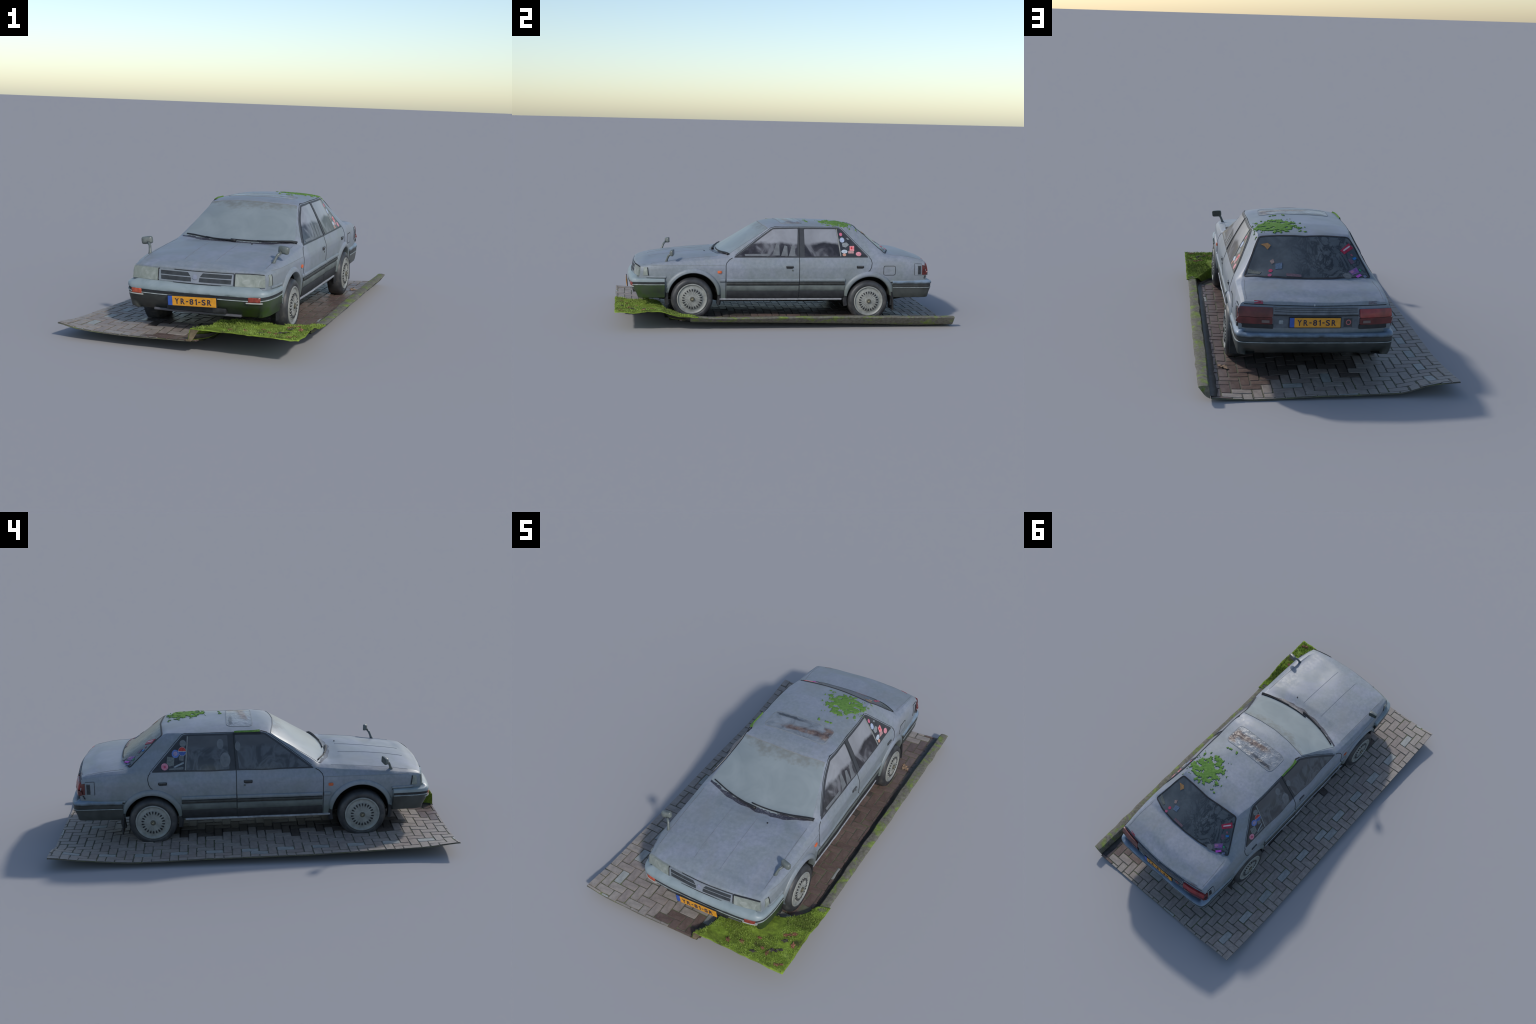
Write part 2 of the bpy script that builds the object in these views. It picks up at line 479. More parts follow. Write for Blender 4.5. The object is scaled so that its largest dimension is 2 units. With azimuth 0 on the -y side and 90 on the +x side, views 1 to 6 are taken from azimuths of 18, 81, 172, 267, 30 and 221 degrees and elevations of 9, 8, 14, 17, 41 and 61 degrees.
# --- conforming pieces laid on the shell -------------------------------
def cast(proj, a, b, s=1):
    """proj side: (y,z) seen along x; top: (x,y) seen from above; nose/tail: (x,z) seen along y"""
    if proj == 'side':
        o, d = Vector((s*1.0, a, b)), Vector((-s, 0, 0))
    elif proj == 'top':
        o, d = Vector((a, b, 1.5)), Vector((0, 0, -1))
    elif proj == 'nose':
        o, d = Vector((a, -2, b)), Vector((0, 1, 0))
    else:
        o, d = Vector((a, 2, b)), Vector((0, -1, 0))
    hit, nrm, _, _ = body_full.ray_cast(o, d)
    if hit is None:
        hit, nrm, _, _ = body_full.find_nearest(o+d*(0.7 if proj == 'side' else 1.1))
    if nrm.dot(d) > 0: nrm = -nrm
    return hit, nrm, d

def tessellate(poly, res):
    bm = bmesh.new()
    vs = [bm.verts.new((p[0], p[1], 0)) for p in poly]
    f = bm.faces.new(vs)
    bmesh.ops.triangulate(bm, faces=[f])
    x0, x1 = min(p[0] for p in poly), max(p[0] for p in poly)
    y0, y1 = min(p[1] for p in poly), max(p[1] for p in poly)
    for ax, lo, hi in ((0, x0, x1), (1, y0, y1)):
        n = int((hi-lo)/res)
        for i in range(1, n+1):
            co = [0, 0, 0]; co[ax] = lo+(hi-lo)*i/(n+1)
            no = [0, 0, 0]; no[ax] = 1
            bmesh.ops.bisect_plane(bm, geom=bm.verts[:]+bm.edges[:]+bm.faces[:], plane_co=co, plane_no=no, dist=1e-6)
    return bm

def lay(name, poly, proj, mat, off=.002, s=1, res=.02, parent=None, bulge=0.0, wall=.004):
    """panel cut from a flat outline and laid on the shell, with turned-down rim"""
    if len(poly) < 3: return
    bm = tessellate(poly, res)
    bnd = set(v for e in bm.edges if e.is_boundary for v in e.verts)
    cx = sum(p[0] for p in poly)/len(poly); cy = sum(p[1] for p in poly)/len(poly)
    rad = max(math.hypot(p[0]-cx, p[1]-cy) for p in poly)
    dirs = {}
    for v in bm.verts:
        a, b = v.co.x, v.co.y
        hit, n, d = cast(proj, a, b, s)
        k = off
        if bulge: k += bulge*max(0, 1-((math.hypot(a-cx, b-cy)/rad)**2))
        v.co = hit+n*k
        dirs[v] = n
    be = [e for e in bm.edges if e.is_boundary]
    r = bmesh.ops.extrude_edge_only(bm, edges=be)
    nv = [g for g in r['geom'] if isinstance(g, bmesh.types.BMVert)]
    for v in nv:
        hit, n, dd, _ = body_full.find_nearest(v.co)
        v.co = v.co-(n if (v.co-hit).dot(n) >= 0 else -n)*(off+wall*.5)
    return bm_obj(name, bm, mat, parent or CAR, True, 40)

def ribbon(name, pts, proj, mat, width, off=.0012, s=1, parent=None, height=.001):
    """narrow strip following a polyline on the shell"""
    P = []
    for (a, b), (c, d) in zip(pts[:-1], pts[1:]):
        n = max(1, int(math.hypot(c-a, d-b)/.012))
        P += [(a+(c-a)*i/n, b+(d-b)*i/n) for i in range(n)]
    P.append(pts[-1])
    vs, fs = [], []
    for i, (a, b) in enumerate(P):
        p, q = P[max(0, i-1)], P[min(len(P)-1, i+1)]
        tx, ty = q[0]-p[0], q[1]-p[1]; l = math.hypot(tx, ty) or 1
        nx, ny = -ty/l*width/2, tx/l*width/2
        for k, o in ((1, -.002), (1, off), (-1, off), (-1, -.002)):
            h, n, _ = cast(proj, a+nx*k, b+ny*k, s)
            vs.append(h+n*o)
    for i in range(len(P)-1):
        for k in range(3):
            fs.append((i*4+k, i*4+k+1, i*4+k+5, i*4+k+4))
    fs.append((0, 1, 2, 3)); e = (len(P)-1)*4; fs.append((e+3, e+2, e+1, e))
    ob = mesh_obj(name, vs, fs, mat, parent or CAR, False)
    return ob

def bar(name, pts, proj, mat, width, bulge, s=1, parent=None, base=.0):
    """moulding of rounded section following a polyline on the shell (pts in projection coords)"""
    P = []
    for (a, b), (c, d) in zip(pts[:-1], pts[1:]):
        n = max(1, int(math.hypot(c-a, d-b)/.02))
        P += [(a+(c-a)*i/n, b+(d-b)*i/n) for i in range(n)]
    P.append(pts[-1])
    prof = [(1, -.003), (1, bulge*.35), (.7, bulge*.85), (.2, bulge), (-.3, bulge), (-.75, bulge*.8), (-1, bulge*.3), (-1, -.003)]
    vs, fs = [], []
    for i, (a, b) in enumerate(P):
        p, q = P[max(0, i-1)], P[min(len(P)-1, i+1)]
        tx, ty = q[0]-p[0], q[1]-p[1]; l = math.hypot(tx, ty) or 1
        for k, o in prof:
            h, n, _ = cast(proj, a-ty/l*width/2*k, b+tx/l*width/2*k, s)
            vs.append(h+n*(o+base))
    m = len(prof)
    for i in range(len(P)-1):
        for k in range(m-1):
            fs.append((i*m+k, i*m+k+1, i*m+m+k+1, i*m+m+k))
    fs.append(tuple(range(m))); e = (len(P)-1)*m; fs.append(tuple(reversed(range(e, e+m))))
    bm = bmesh.new(); bv = [bm.verts.new(v) for v in vs]
    for f in fs: bm.faces.new([bv[q] for q in f])
    return bm_obj(name, bm, mat, parent or CAR, True, 45)

def disc_poly(cx, cy, r, n=20, sy=1.0):
    return [(cx+r*math.cos(2*math.pi*i/n), cy+r*sy*math.sin(2*math.pi*i/n)) for i in range(n)]

def rounded(poly, r=.01, n=4):
    out = []
    m = len(poly)
    for i in range(m):
        p0, p1, p2 = Vector(poly[i-1]), Vector(poly[i]), Vector(poly[(i+1) % m])
        a = p1+(p0-p1).normalized()*min(r, (p0-p1).length*.45)
        b = p1+(p2-p1).normalized()*min(r, (p2-p1).length*.45)
        for k in range(n+1):
            t = k/n
            q = a*(1-t)**2+p1*2*t*(1-t)+b*t*t
            out.append((q.x, q.y))
    return out

# windows
ws = [(-.284, -.338), (-.222, -.100), (-.11, -.118), (0, -.124), (.11, -.118), (.222, -.100), (.284, -.338),
      (.20, -.372), (.10, -.394), (0, -.400), (-.10, -.394), (-.20, -.372)]
lay('windscreen', ws, 'top', WIND, .0016, res=.025)
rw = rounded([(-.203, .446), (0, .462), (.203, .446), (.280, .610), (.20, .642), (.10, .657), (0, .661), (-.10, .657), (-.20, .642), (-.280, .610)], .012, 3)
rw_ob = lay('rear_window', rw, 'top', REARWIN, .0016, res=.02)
ribbon('window_seal', rw+[rw[0]], 'top', BLACK, .007, .0026)
ribbon('window_seal', [(-.222, -.100), (-.11, -.117), (0, -.123), (.11, -.117), (.222, -.100)], 'top', plain('faded_seal', (.22, .23, .23), .7, .2), .004, .0024)

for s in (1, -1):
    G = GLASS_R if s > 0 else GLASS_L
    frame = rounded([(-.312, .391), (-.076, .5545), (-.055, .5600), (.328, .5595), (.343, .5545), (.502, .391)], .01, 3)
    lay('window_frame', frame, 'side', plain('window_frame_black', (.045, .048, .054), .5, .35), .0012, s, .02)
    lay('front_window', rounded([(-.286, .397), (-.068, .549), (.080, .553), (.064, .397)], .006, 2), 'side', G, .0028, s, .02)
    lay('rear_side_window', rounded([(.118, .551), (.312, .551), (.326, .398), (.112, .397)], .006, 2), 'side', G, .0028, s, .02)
    lay('quarter_window', rounded([(.322, .549), (.338, .549), (.490, .397), (.334, .398)], .005, 2), 'side', QGLASS if s < 0 else QGLASS, .0028, s, .02)
    bar('window_divider', [(.317, .550), (.331, .398)], 'side', plain('divider_grey', (.20, .21, .21), .5, .4), .008, .005, s)
    # narrow door-frame seam between the doors above the belt
    ribbon('panel_gap', [(.088, .560), (.080, .395)], 'side', GAP, .0035, .0030, s)
    ribbon('roof_gutter', [(-.300, .4035), (-.080, .5585), (-.055, .5640), (.330, .5635), (.348, .5575), (.509, .392)], 'side', GAP, .002, .0010, s)
    # panel seams
    ribbon('panel_gap', [(.079, .392), (.079, .145)], 'side', GAP, .0032, .0012, s)
    ribbon('panel_gap', [(-.318, .389), (-.335, .380), (-.352, .362), (-.357, .345), (-.356, .15)], 'side', GAP, .0032, .0012, s)
    ribbon('panel_gap', [(.506, .390), (.516, .378), (.520, .360), (.516, .335), (.507, .316), (.498, .311)], 'side', GAP, .0032, .0012, s)
    ribbon('panel_gap', [(-.79, .347), (-.36, .349)], 'side', plain('faint_crease', (.20, .215, .23), .6, .3), .0022, .0008, s)
    # flank mouldings between the arches
    for a, b in ((-.352, .0765), (.0815, .355)):
        bar('side_moulding', [(a, .259), (b, .258)], 'side', PAINT, .020, .009, s)
        bar('black_side_strip', [(a, .239), (b, .237)], 'side', CLAD, .018, .006, s)
        bar('lower_side_panel', [(a, .213), (b, .210)], 'side', MIDCLAD, .030, .005, s)
        bar('sill_cladding', [(a, .173), (b, .170)], 'side', BLACK, .046, .004, s)
    bar('side_moulding', [(-.392, .259), (-.360, .259)], 'side', PAINT, .020, .008, s)
    bar('sill_trim', [(-.392, .150), (-.38, .1475), (.34, .1435)], 'side', CHROME, .007, .009, s)
    bar('wing_trim', [(-.815, .279), (-.705, .279)], 'side', PAINT, .012, .006, s)
    bar('wing_trim', [(.635, .249), (.825, .249)], 'side', PAINT, .012, .006, s)
    ribbon('panel_gap', [(.640, .240), (.83, .240)], 'side', GAP, .004, .0015, s)
    ribbon('panel_gap', [(-.815, .269), (-.705, .269)], 'side', GAP, .004, .0015, s)
    # handles, lock, indicator, flaps
    for hy in (.022, .448):
        lay('door_handle_recess', rounded([(hy-.023, .328), (hy-.023, .344), (hy+.021, .344), (hy+.021, .331), (hy+.012, .327)], .005, 3), 'side', BLACK, .0015, s, .02)
        bar('door_handle', [(hy-.019, .340), (hy+.018, .340)], 'side', plain('handle_dark', (.07, .073, .075), .4, .4), .008, .007, s)
    lay('door_lock', disc_poly(.038, .318, .005, 12), 'side', MIDCLAD, .0025, s, .01)
    lay('side_indicator', rounded([(-.406, .302), (-.406, .316), (-.382, .316), (-.382, .302)], .004, 3), 'side', ORANGE, .004, s, .006, bulge=.003)
    lay('side_vent_panel', [(.785, .286), (.785, .354), (.828, .352), (.828, .284)], 'side', PAINT, .002, s, .02)
    ribbon('panel_gap', [(.785, .286), (.785, .354), (.830, .352)], 'side', GAP, .002, .0022, s)
    for i in range(9):
        z0 = .293+i*.0058
        bar('vent_louvre', [(.806, z0), (.824, z0)], 'side', BLACK, .0045, .0022, s, base=.002)
    if s > 0:
        fl = rounded([(.592, .287), (.592, .342), (.664, .342), (.664, .287)], .010, 3)
        ribbon('fuel_flap_seam', fl+[fl[0]], 'side', GAP, .0025, .0012, s)
        lay('fuel_flap', rounded([(.594, .289), (.594, .340), (.662, .340), (.662, .289)], .009, 3), 'side', PAINT, .0014, s, .02)

# interior shapes showing through the left-hand glass, haze shapes on the right
for (a, b, r, sy) in ((.155, .512, .017, 1.35), (.132, .440, .026, 1.3), (.068, .500, .014, 1.5)):
    lay('seat_reflection', disc_poly(a, b, r, 18, sy), 'side', SEATGREY, .0034, -1, .03)
for (a, b, r, sy) in ((-.060, .435, .022, 1.5), (-.010, .430, .020, 1.5), (.035, .430, .020, 1.6)):
    lay('seat_reflection', [(a-r, b-r*sy), (a+r*.2, b+r*sy), (a+r, b+r*sy*.8), (a+r, b-r*sy)], 'side', SEATGREY, .0034, 1, .03)
lay('dashboard_reflection', [(-.245, .399), (-.245, .409), (-.10, .412), (-.10, .399)], 'side', SEATGREY, .0034, 1, .04)

# stickers -------------------------------------------------------------
def sticker(poly, proj, col, s=1, off=.0034, rough=.45):
    return lay('sticker', poly, proj, plain('sticker_ink', col, rough, .35, .25, 120), off, s, .02)
C_RED, C_PINK, C_BLUE = (.42, .03, .06), (.55, .17, .22), (.02, .14, .42)
sticker([(-.155, .520), (-.200, .478), (-.219, .496), (-.172, .534)], 'top', (.36, .022, .055))
ribbon('sticker_lettering', [(-.170, .519), (-.203, .491)], 'top', plain('sticker_white', (.55, .42, .45), .5), .006, .0042)
sticker([(-.207, .543), (-.223, .533), (-.228, .540), (-.214, .550)], 'top', (.02, .16, .42))
sticker([(-.180, .612), (-.219, .582), (-.232, .602), (-.196, .628)], 'top', (.20, .11, .26))
sticker([(-.205, .600), (-.219, .590), (-.224, .598), (-.211, .608)], 'top', (.26, .08, .32), off=.0042)
sticker([(-.186, .612), (-.200, .602), (-.206, .611), (-.193, .620)], 'top', (.34, .14, .26), off=.0042)
sticker([(-.234, .586), (-.241, .591), (-.235, .597), (-.229, .592)], 'top', (.03, .34, .14), off=.0044)
sticker([(-.208, .634), (-.232, .610), (-.239, .619), (-.217, .642)], 'top', (.33, .06, .38))
sticker(disc_poly(-.170, .640, .019, 20, .75), 'top', (.12, .13, .14))
sticker([(-.243, .620), (-.256, .606), (-.262, .618), (-.250, .630)], 'top', (.10, .13, .22))
sticker([(-.185, .556), (-.20, .545), (-.215, .562), (-.198, .573)], 'top', (.13, .075, .11))
sticker([(-.200, .529), (-.206, .524), (-.212, .530), (-.205, .535)], 'top', (.34, .10, .14))
sticker(disc_poly(.166, .615, .009, 14, .9), 'top', (.44, .05, .11))
sticker(disc_poly(.172, .639, .009, 14, .8), 'top', (.36, .09, .16))
sticker([(.199, .486), (.168, .484), (.155, .497), (.170, .514), (.182, .499)], 'top', (.34, .18, .07))
sticker([(.142, .585), (.112, .583), (.116, .611), (.145, .611)], 'top', (.105, .15, .22))
sticker([(.262, .580), (.205, .612), (.214, .624), (.264, .598)], 'top', (.115, .125, .110))
sticker([(.166, .568), (.150, .560), (.145, .578), (.158, .584)], 'top', (.25, .18, .16))
sticker([(.100, .638), (.035, .645), (.035, .655), (.100, .650)], 'top', (.17, .105, .12))
# right quarter window
sticker(disc_poly(.340, .521, .0095, 14), 'side', (.55, .14, .22))
sticker(disc_poly(.345, .489, .0145, 16), 'side', (.36, .42, .55))
sticker([(.389, .455), (.417, .455), (.415, .428), (.387, .428)], 'side', (.68, .24, .26))
sticker(disc_poly(.400, .443, .006, 10), 'side', (.55, .03, .04), off=.0042)
sticker([(.378, .428), (.412, .428), (.410, .413), (.377, .413)], 'side', (.42, .24, .24))
sticker(disc_poly(.440, .410, .017, 18, .7), 'side', (.60, .24, .28))
sticker(disc_poly(.354, .424, .019, 18, .55), 'side', (.42, .47, .53))
sticker(disc_poly(.352, .406, .011, 14, .7), 'side', (.52, .27, .20))
sticker([(.342, .470), (.372, .476), (.386, .462), (.365, .447), (.345, .452)], 'side', (.23, .25, .26), off=.0032)
sticker([(.372, .500), (.380, .490), (.392, .492), (.380, .502)], 'side', (.23, .25, .26), off=.0032)
# left quarter window
sticker(disc_poly(.341, .518, .016, 18), 'side', (.15, .165, .17), -1)
up = [(.345+.0185*math.cos(t), .484+.0175*math.sin(t)) for t in [math.pi*i/10 for i in range(11)]]
dn = [(.345+.0185*math.cos(t), .481+.0175*math.sin(t)) for t in [-math.pi*i/10 for i in range(11)]]
sticker(disc_poly(.345, .4825, .0205, 20), 'side', (.40, .40, .42), -1)
sticker(up, 'side', (.42, .045, .035), -1, .0042)
sticker(dn, 'side', (.05, .10, .30), -1, .0042)
sticker(disc_poly(.379, .472, .0185, 18), 'side', (.10, .17, .42), -1)
sticker(disc_poly(.379, .473, .0105, 12), 'side', (.30, .24, .36), -1, .0042)
sticker([(.420, .460), (.385, .455), (.388, .420), (.410, .416), (.424, .430)], 'side', (.14, .155, .15), -1)
sticker(disc_poly(.434, .415, .0175, 16, .9), 'side', (.52, .20, .27), -1)
sticker(disc_poly(.434, .414, .006, 10), 'side', (.45, .06, .12), -1, .0042)
sticker([(.361, .463), (.336, .465), (.340, .440), (.362, .443)], 'side', (.13, .14, .145), -1)
sticker([(.390, .414), (.340, .436), (.338, .428), (.385, .409)], 'side', (.23, .27, .29), -1)
sticker([(.412, .406), (.341, .413), (.341, .401), (.412, .400)], 'side', (.13, .145, .15), -1)

# roof: sunroof, moss, seams on bonnet and boot
sr = rounded([(-.172, -.012), (.168, -.012), (.172, .118), (-.168, .118)], .03, 5)
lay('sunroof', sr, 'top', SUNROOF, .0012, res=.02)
ribbon('sunroof_seam', sr+[sr[0]], 'top', plain('sunroof_edge', (.22, .24, .255), .6, .3), .004, .0018)
for x0 in (-.085, .055):
    ribbon('bonnet_crease', [(x0, -.80), (x0*1.02, -.46)], 'top', plain('faint_line', (.205, .225, .262), .55, .3), .0020, .0012)
for s in (-1, 1):
    ribbon('panel_gap', [(s*.283, -.79), (s*.286, -.6), (s*.288, -.40)], 'top', plain('fine_seam', (.17, .185, .20), .6, .3), .0022, .0008)
    ribbon('panel_gap', [(s*.282, .64), (s*.290, .74), (s*.289, .83)], 'top', plain('fine_seam', (.19, .205, .22), .6, .3), .0022, .0008)

def moss_patch(name, cx, cy, rx, ry, thr, seed, cell=.0035):
    bm = bmesh.new(); grid = {}
    nx, ny = int(2*rx/cell), int(2*ry/cell)
    def ok(i, j):
        x = cx-rx+(i+.5)*cell; y = cy-ry+(j+.5)*cell
        e = math.hypot((x-cx)/rx, (y-cy)/ry)
        v = noise.fractal(Vector((x*42+seed, y*42, seed*.3)), .75, 2.1, 5)*.62
        return v-e*.9+.62 > thr
    cells = [(i, j) for i in range(nx) for j in range(ny) if ok(i, j)]
    def vert(i, j):
        if (i, j) not in grid:
            x = cx-rx+i*cell+(noise.noise(Vector((i*1.7, j*1.3, seed)))*.0016)
            y = cy-ry+j*cell+(noise.noise(Vector((i*1.1, j*1.9, seed+5)))*.0016)
            h, n, _ = cast('top', x, y)
            grid[(i, j)] = bm.verts.new(h+n*(.0028+.0012*noise.noise(Vector((x*90, y*90, 0)))))
        return grid[(i, j)]
    for i, j in cells:
        bm.faces.new((vert(i, j), vert(i+1, j), vert(i+1, j+1), vert(i, j+1)))
    r = bmesh.ops.extrude_edge_only(bm, edges=[e for e in bm.edges if e.is_boundary])
    for g in r['geom']:
        if isinstance(g, bmesh.types.BMVert): g.co.z -= .0035
    ob = bm_obj(name, bm, MOSS, CAR); ob['kind'] = 'stuff'
    return ob
moss_patch('moss', .108, .335, .125, .115, .05, 3.0, .003)
moss_patch('moss', .195, .365, .05, .05, .25, 11.0)
moss_patch('moss', .057, .152, .022, .014, .1, 17.0)
moss_patch('moss', .108, .156, .022, .012, .1, 23.0)
moss_patch('moss', .198, .278, .014, .022, .1, 31.0)
moss_patch('moss', .120, .243, .035, .016, .15, 41.0)
# lifted seal over the left front window with moss on it
ribbon('loose_window_seal', [(-.050, .556), (.085, .556)], 'side', BLACK, .010, .004, -1)
o = ribbon('moss', [(-.045, .5635), (.083, .563)], 'side', MOSS, .004, .007, -1); o['kind'] = 'stuff'

# cowl and wipers --------------------------------------------------------
def tube(name, pts, r, mat, parent=None, n=8, taper=None):
    vs, fs = [], []
    P = [Vector(p) for p in pts]
    for i, p in enumerate(P):
        t = (P[min(i+1, len(P)-1)]-P[max(i-1, 0)]).normalized()
        u = t.cross(Vector((0, 0, 1)));
        if u.length < 1e-3: u = t.cross(Vector((1, 0, 0)))
        u.normalize(); w = u.cross(t)
        rr = r*(taper[i] if taper else 1)
        for k in range(n):
            a = 2*math.pi*k/n
            vs.append(p+u*rr*math.cos(a)+w*rr*math.sin(a))
    for i in range(len(P)-1):
        for k in range(n):
            fs.append((i*n+k, i*n+(k+1) % n, (i+1)*n+(k+1) % n, (i+1)*n+k))
    fs.append(tuple(reversed(range(n)))); e = (len(P)-1)*n; fs.append(tuple(range(e, e+n)))
    return mesh_obj(name, vs, fs, mat, parent or CAR)

def cowl_y(x): return -.402+.062*(x/.285)**2
COWLM = NT('cowl_dark')
_n = COWLM.noise(60, 5, .7, 1.5)
COWL = COWLM.out(COWLM.ramp(_n, [(.35, (.022, .022, .034)), (.55, (.060, .060, .075)), (.72, (.20, .205, .23))]), .35, .5)
up_, lo_ = [], []
for i in range(29):
    x = -.282+.564*i/28
    wd = .008+.016*math.exp(-((x-.09)/.14)**2)+.008*math.exp(-((x+.12)/.09)**2)
    wd *= .8+.5*(noise.noise(Vector((x*21, 0, 0)))+.5)
    up_.append((x, cowl_y(x)+wd*.75)); lo_.append((x, cowl_y(x)-wd*.9))
lay('cowl_grille', up_+lo_[::-1], 'top', COWL, .0016, res=.02)
def on_top(x, y, h):
    p, n, _ = cast('top', x, y); return p+n*h
for (xa, xb, dy0, dy1) in ((-.262, .012, .016, .002), (-.02, .292, .018, .004)):
    pts = [on_top(xa+(xb-xa)*i/14, cowl_y(xa+(xb-xa)*i/14)+dy0+(dy1-dy0)*i/14, .006) for i in range(15)]
    tube('wiper_blade', pts, .0032, BLACK)
    pts = [on_top(xa+(xb-xa)*(.42+.58*i/8), cowl_y(xa+(xb-xa)*(.42+.58*i/8))+dy0*.6-.016*i/8, .008) for i in range(9)]
    tube('wiper_arm', pts, .0030, BLACK, taper=[1, 1, 1, 1.1, 1.2, 1.3, 1.5, 1.8, 2.2])
lay('washer_nozzle', disc_poly(.112, -.466, .004, 8), 'top', BLACK, .003, res=.02)

# --- bumpers ----------------------------------------------------------------
def plan_path(half, n=10):
    """half outline in plan from centre outward -> full smooth path left to right"""
    fx = pchip([(i/(len(half)-1), p[0]) for i, p in enumerate(half)])
    fy = pchip([(i/(len(half)-1), p[1]) for i, p in enumerate(half)])
    m = n*(len(half)-1)
    H = [(fx(i/m), fy(i/m)) for i in range(m+1)]
    return [(-x, y) for x, y in reversed(H[1:])]+H

def bumper(name, half, prof, mat, sign, prof_side=None, flat=.0):
    path = plan_path(half); m = len(prof)
    vs, fs = [], []
    for i, (x, y) in enumerate(path):
        p, q = path[max(0, i-1)], path[min(len(path)-1, i+1)]
        t = Vector((q[0]-p[0], q[1]-p[1], 0)).normalized()
        n = Vector((t.y, -t.x, 0))*(1 if sign < 0 else -1)
        sidew = abs(n.x)**1.5
        for j, (o, z) in enumerate(prof):
            if prof_side: o = o*(1-sidew)+prof_side[j][0]*sidew; z = z*(1-sidew)+prof_side[j][1]*sidew
            v = Vector((x, y, z))+n*o
            v += n*(noise.noise(v*14)*.0018)
            vs.append(v)
    for i in range(len(path)-1):
        for j in range(m-1):
            fs.append((i*m+j, (i+1)*m+j, (i+1)*m+j+1, i*m+j+1))
    bm = bmesh.new(); bv = [bm.verts.new(v) for v in vs]
    for f in fs: bm.faces.new([bv[k] for k in f])
    bm.faces.new([bv[k] for k in range(m)]); bm.faces.new([bv[(len(path)-1)*m+k] for k in reversed(range(m))])
    # close the back
    for i in range(len(path)-1):
        bm.faces.new([bv[(i+1)*m], bv[i*m], bv[i*m+m-1], bv[(i+1)*m+m-1]])
    return bm_obj(name, bm, mat, CAR, True, 42)

F_HALF = [(0, -.920), (.13, -.918), (.24, -.910), (.298, -.897), (.324, -.866), (.334, -.81), (.338, -.712)]
F_PROF = [(-.055, .288), (-.034, .286), (-.016, .279), (-.004, .268), (.001, .256), (-.001, .246), (-.005, .244), (-.006, .234), (-.003, .231), (-.006, .224), (-.014, .205), (-.028, .190), (-.052, .172), (-.064, .156), (-.076, .148), (-.090, .150)]
F_SIDE = [(-.055, .272), (-.020, .272), (-.004, .270), (.002, .266), (.003, .258), (.002, .252), (-.002, .250), (-.003, .240), (.000, .237), (-.001, .228), (-.003, .210), (-.006, .196), (-.010, .178), (-.014, .160), (-.030, .154), (-.085, .154)]
bumper('front_bumper', F_HALF, F_PROF, BUMPER, -1, F_SIDE)
R_HALF = [(0, .909), (.14, .909), (.25, .906), (.305, .899), (.327, .880), (.334, .84), (.337, .650)]
R_PROF = [(-.055, .236), (-.030, .246), (-.012, .251), (-.002, .247), (.001, .241), (-.001, .235), (-.005, .233), (-.006, .216), (-.003, .213), (-.004, .207), (-.010, .196), (-.022, .184), (-.046, .166), (-.064, .152), (-.076, .142), (-.095, .142)]
R_SIDE = [(-.055, .262), (-.020, .260), (-.004, .252), (.002, .246), (.003, .240), (.002, .235), (-.002, .233), (-.003, .216), (.000, .213), (-.001, .207), (-.002, .196), (-.003, .182), (-.005, .166), (-.010, .152), (-.030, .147), (-.085, .147)]
bumper('rear_bumper', R_HALF, R_PROF, BUMPER_R, 1, R_SIDE)

def path_strip(name, half, o, z0, z1, sign, mat, zs=0.0, d=.0015):
    """thin line applied round a bumper"""
    path = plan_path(half); vs, fs = [], []
    for i, (x, y) in enumerate(path):
        p, q = path[max(0, i-1)], path[min(len(path)-1, i+1)]
        t = Vector((q[0]-p[0], q[1]-p[1], 0)).normalized()
        n = Vector((t.y, -t.x, 0))*(1 if sign < 0 else -1)
        dz = zs*abs(n.x)**1.5; oo = o+.0035*abs(n.x)**1.5
        for oz in ((oo-.004, z1), (oo+d, z1), (oo+d, z0), (oo-.004, z0)):
            v = Vector((x, y, oz[1]+dz))+n*oz[0]; v += n*(noise.noise(v*14)*.0018); vs.append(v)
    for i in range(len(path)-1):
        for k in range(3): fs.append((i*4+k, (i+1)*4+k, (i+1)*4+k+1, i*4+k+1))
    return mesh_obj(name, vs, fs, mat, CAR, False)
LINE = plain('bumper_line', (.30, .33, .33), .5, .4, .3, 50)
path_strip('bumper_line', F_HALF, -.003, .2285, .2315, -1, LINE, .006)
path_strip('bumper_line', R_HALF, -.003, .2105, .2130, 1, LINE)
path_strip('bumper_groove', F_HALF, -.0055, .2345, .2435, -1, BLACK, .006)
path_strip('bumper_groove', R_HALF, -.0055, .2165, .2325, 1, CLAD)

def y_front(x):
    f = pchip([(p[0], p[1]) for p in F_HALF[:5]]); return f(abs(x))
def y_rear(x):
    f = pchip([(p[0], p[1]) for p in R_HALF[:5]]); return f(abs(x))

def curved_box(name, x0, x1, z0, z1, yf, depth, mat, sign=-1, bev=.003, n=10, parent=None):
    """block whose outer face follows y = yf(x)"""
    vs, fs = [], []
    for i in range(n+1):
        x = x0+(x1-x0)*i/n
        e = bev if i in (0, n) else 0
        y = yf(x)
        for (dy, z) in ((depth, z0), (bev, z0), (e, z0+bev), (e, z1-bev), (bev, z1), (depth, z1)):
            vs.append((x, y-sign*dy, z))
    for i in range(n):
        for k in range(5): fs.append((i*6+k, i*6+k+1, (i+1)*6+k+1, (i+1)*6+k))
    fs.append(tuple(range(6))); fs.append(tuple(reversed(range(n*6, n*6+6))))
    bm = bmesh.new(); bv = [bm.verts.new(v) for v in vs]
    for f in fs: bm.faces.new([bv[k] for k in f])
    return bm_obj(name, bm, mat, parent or CAR, True, 40)

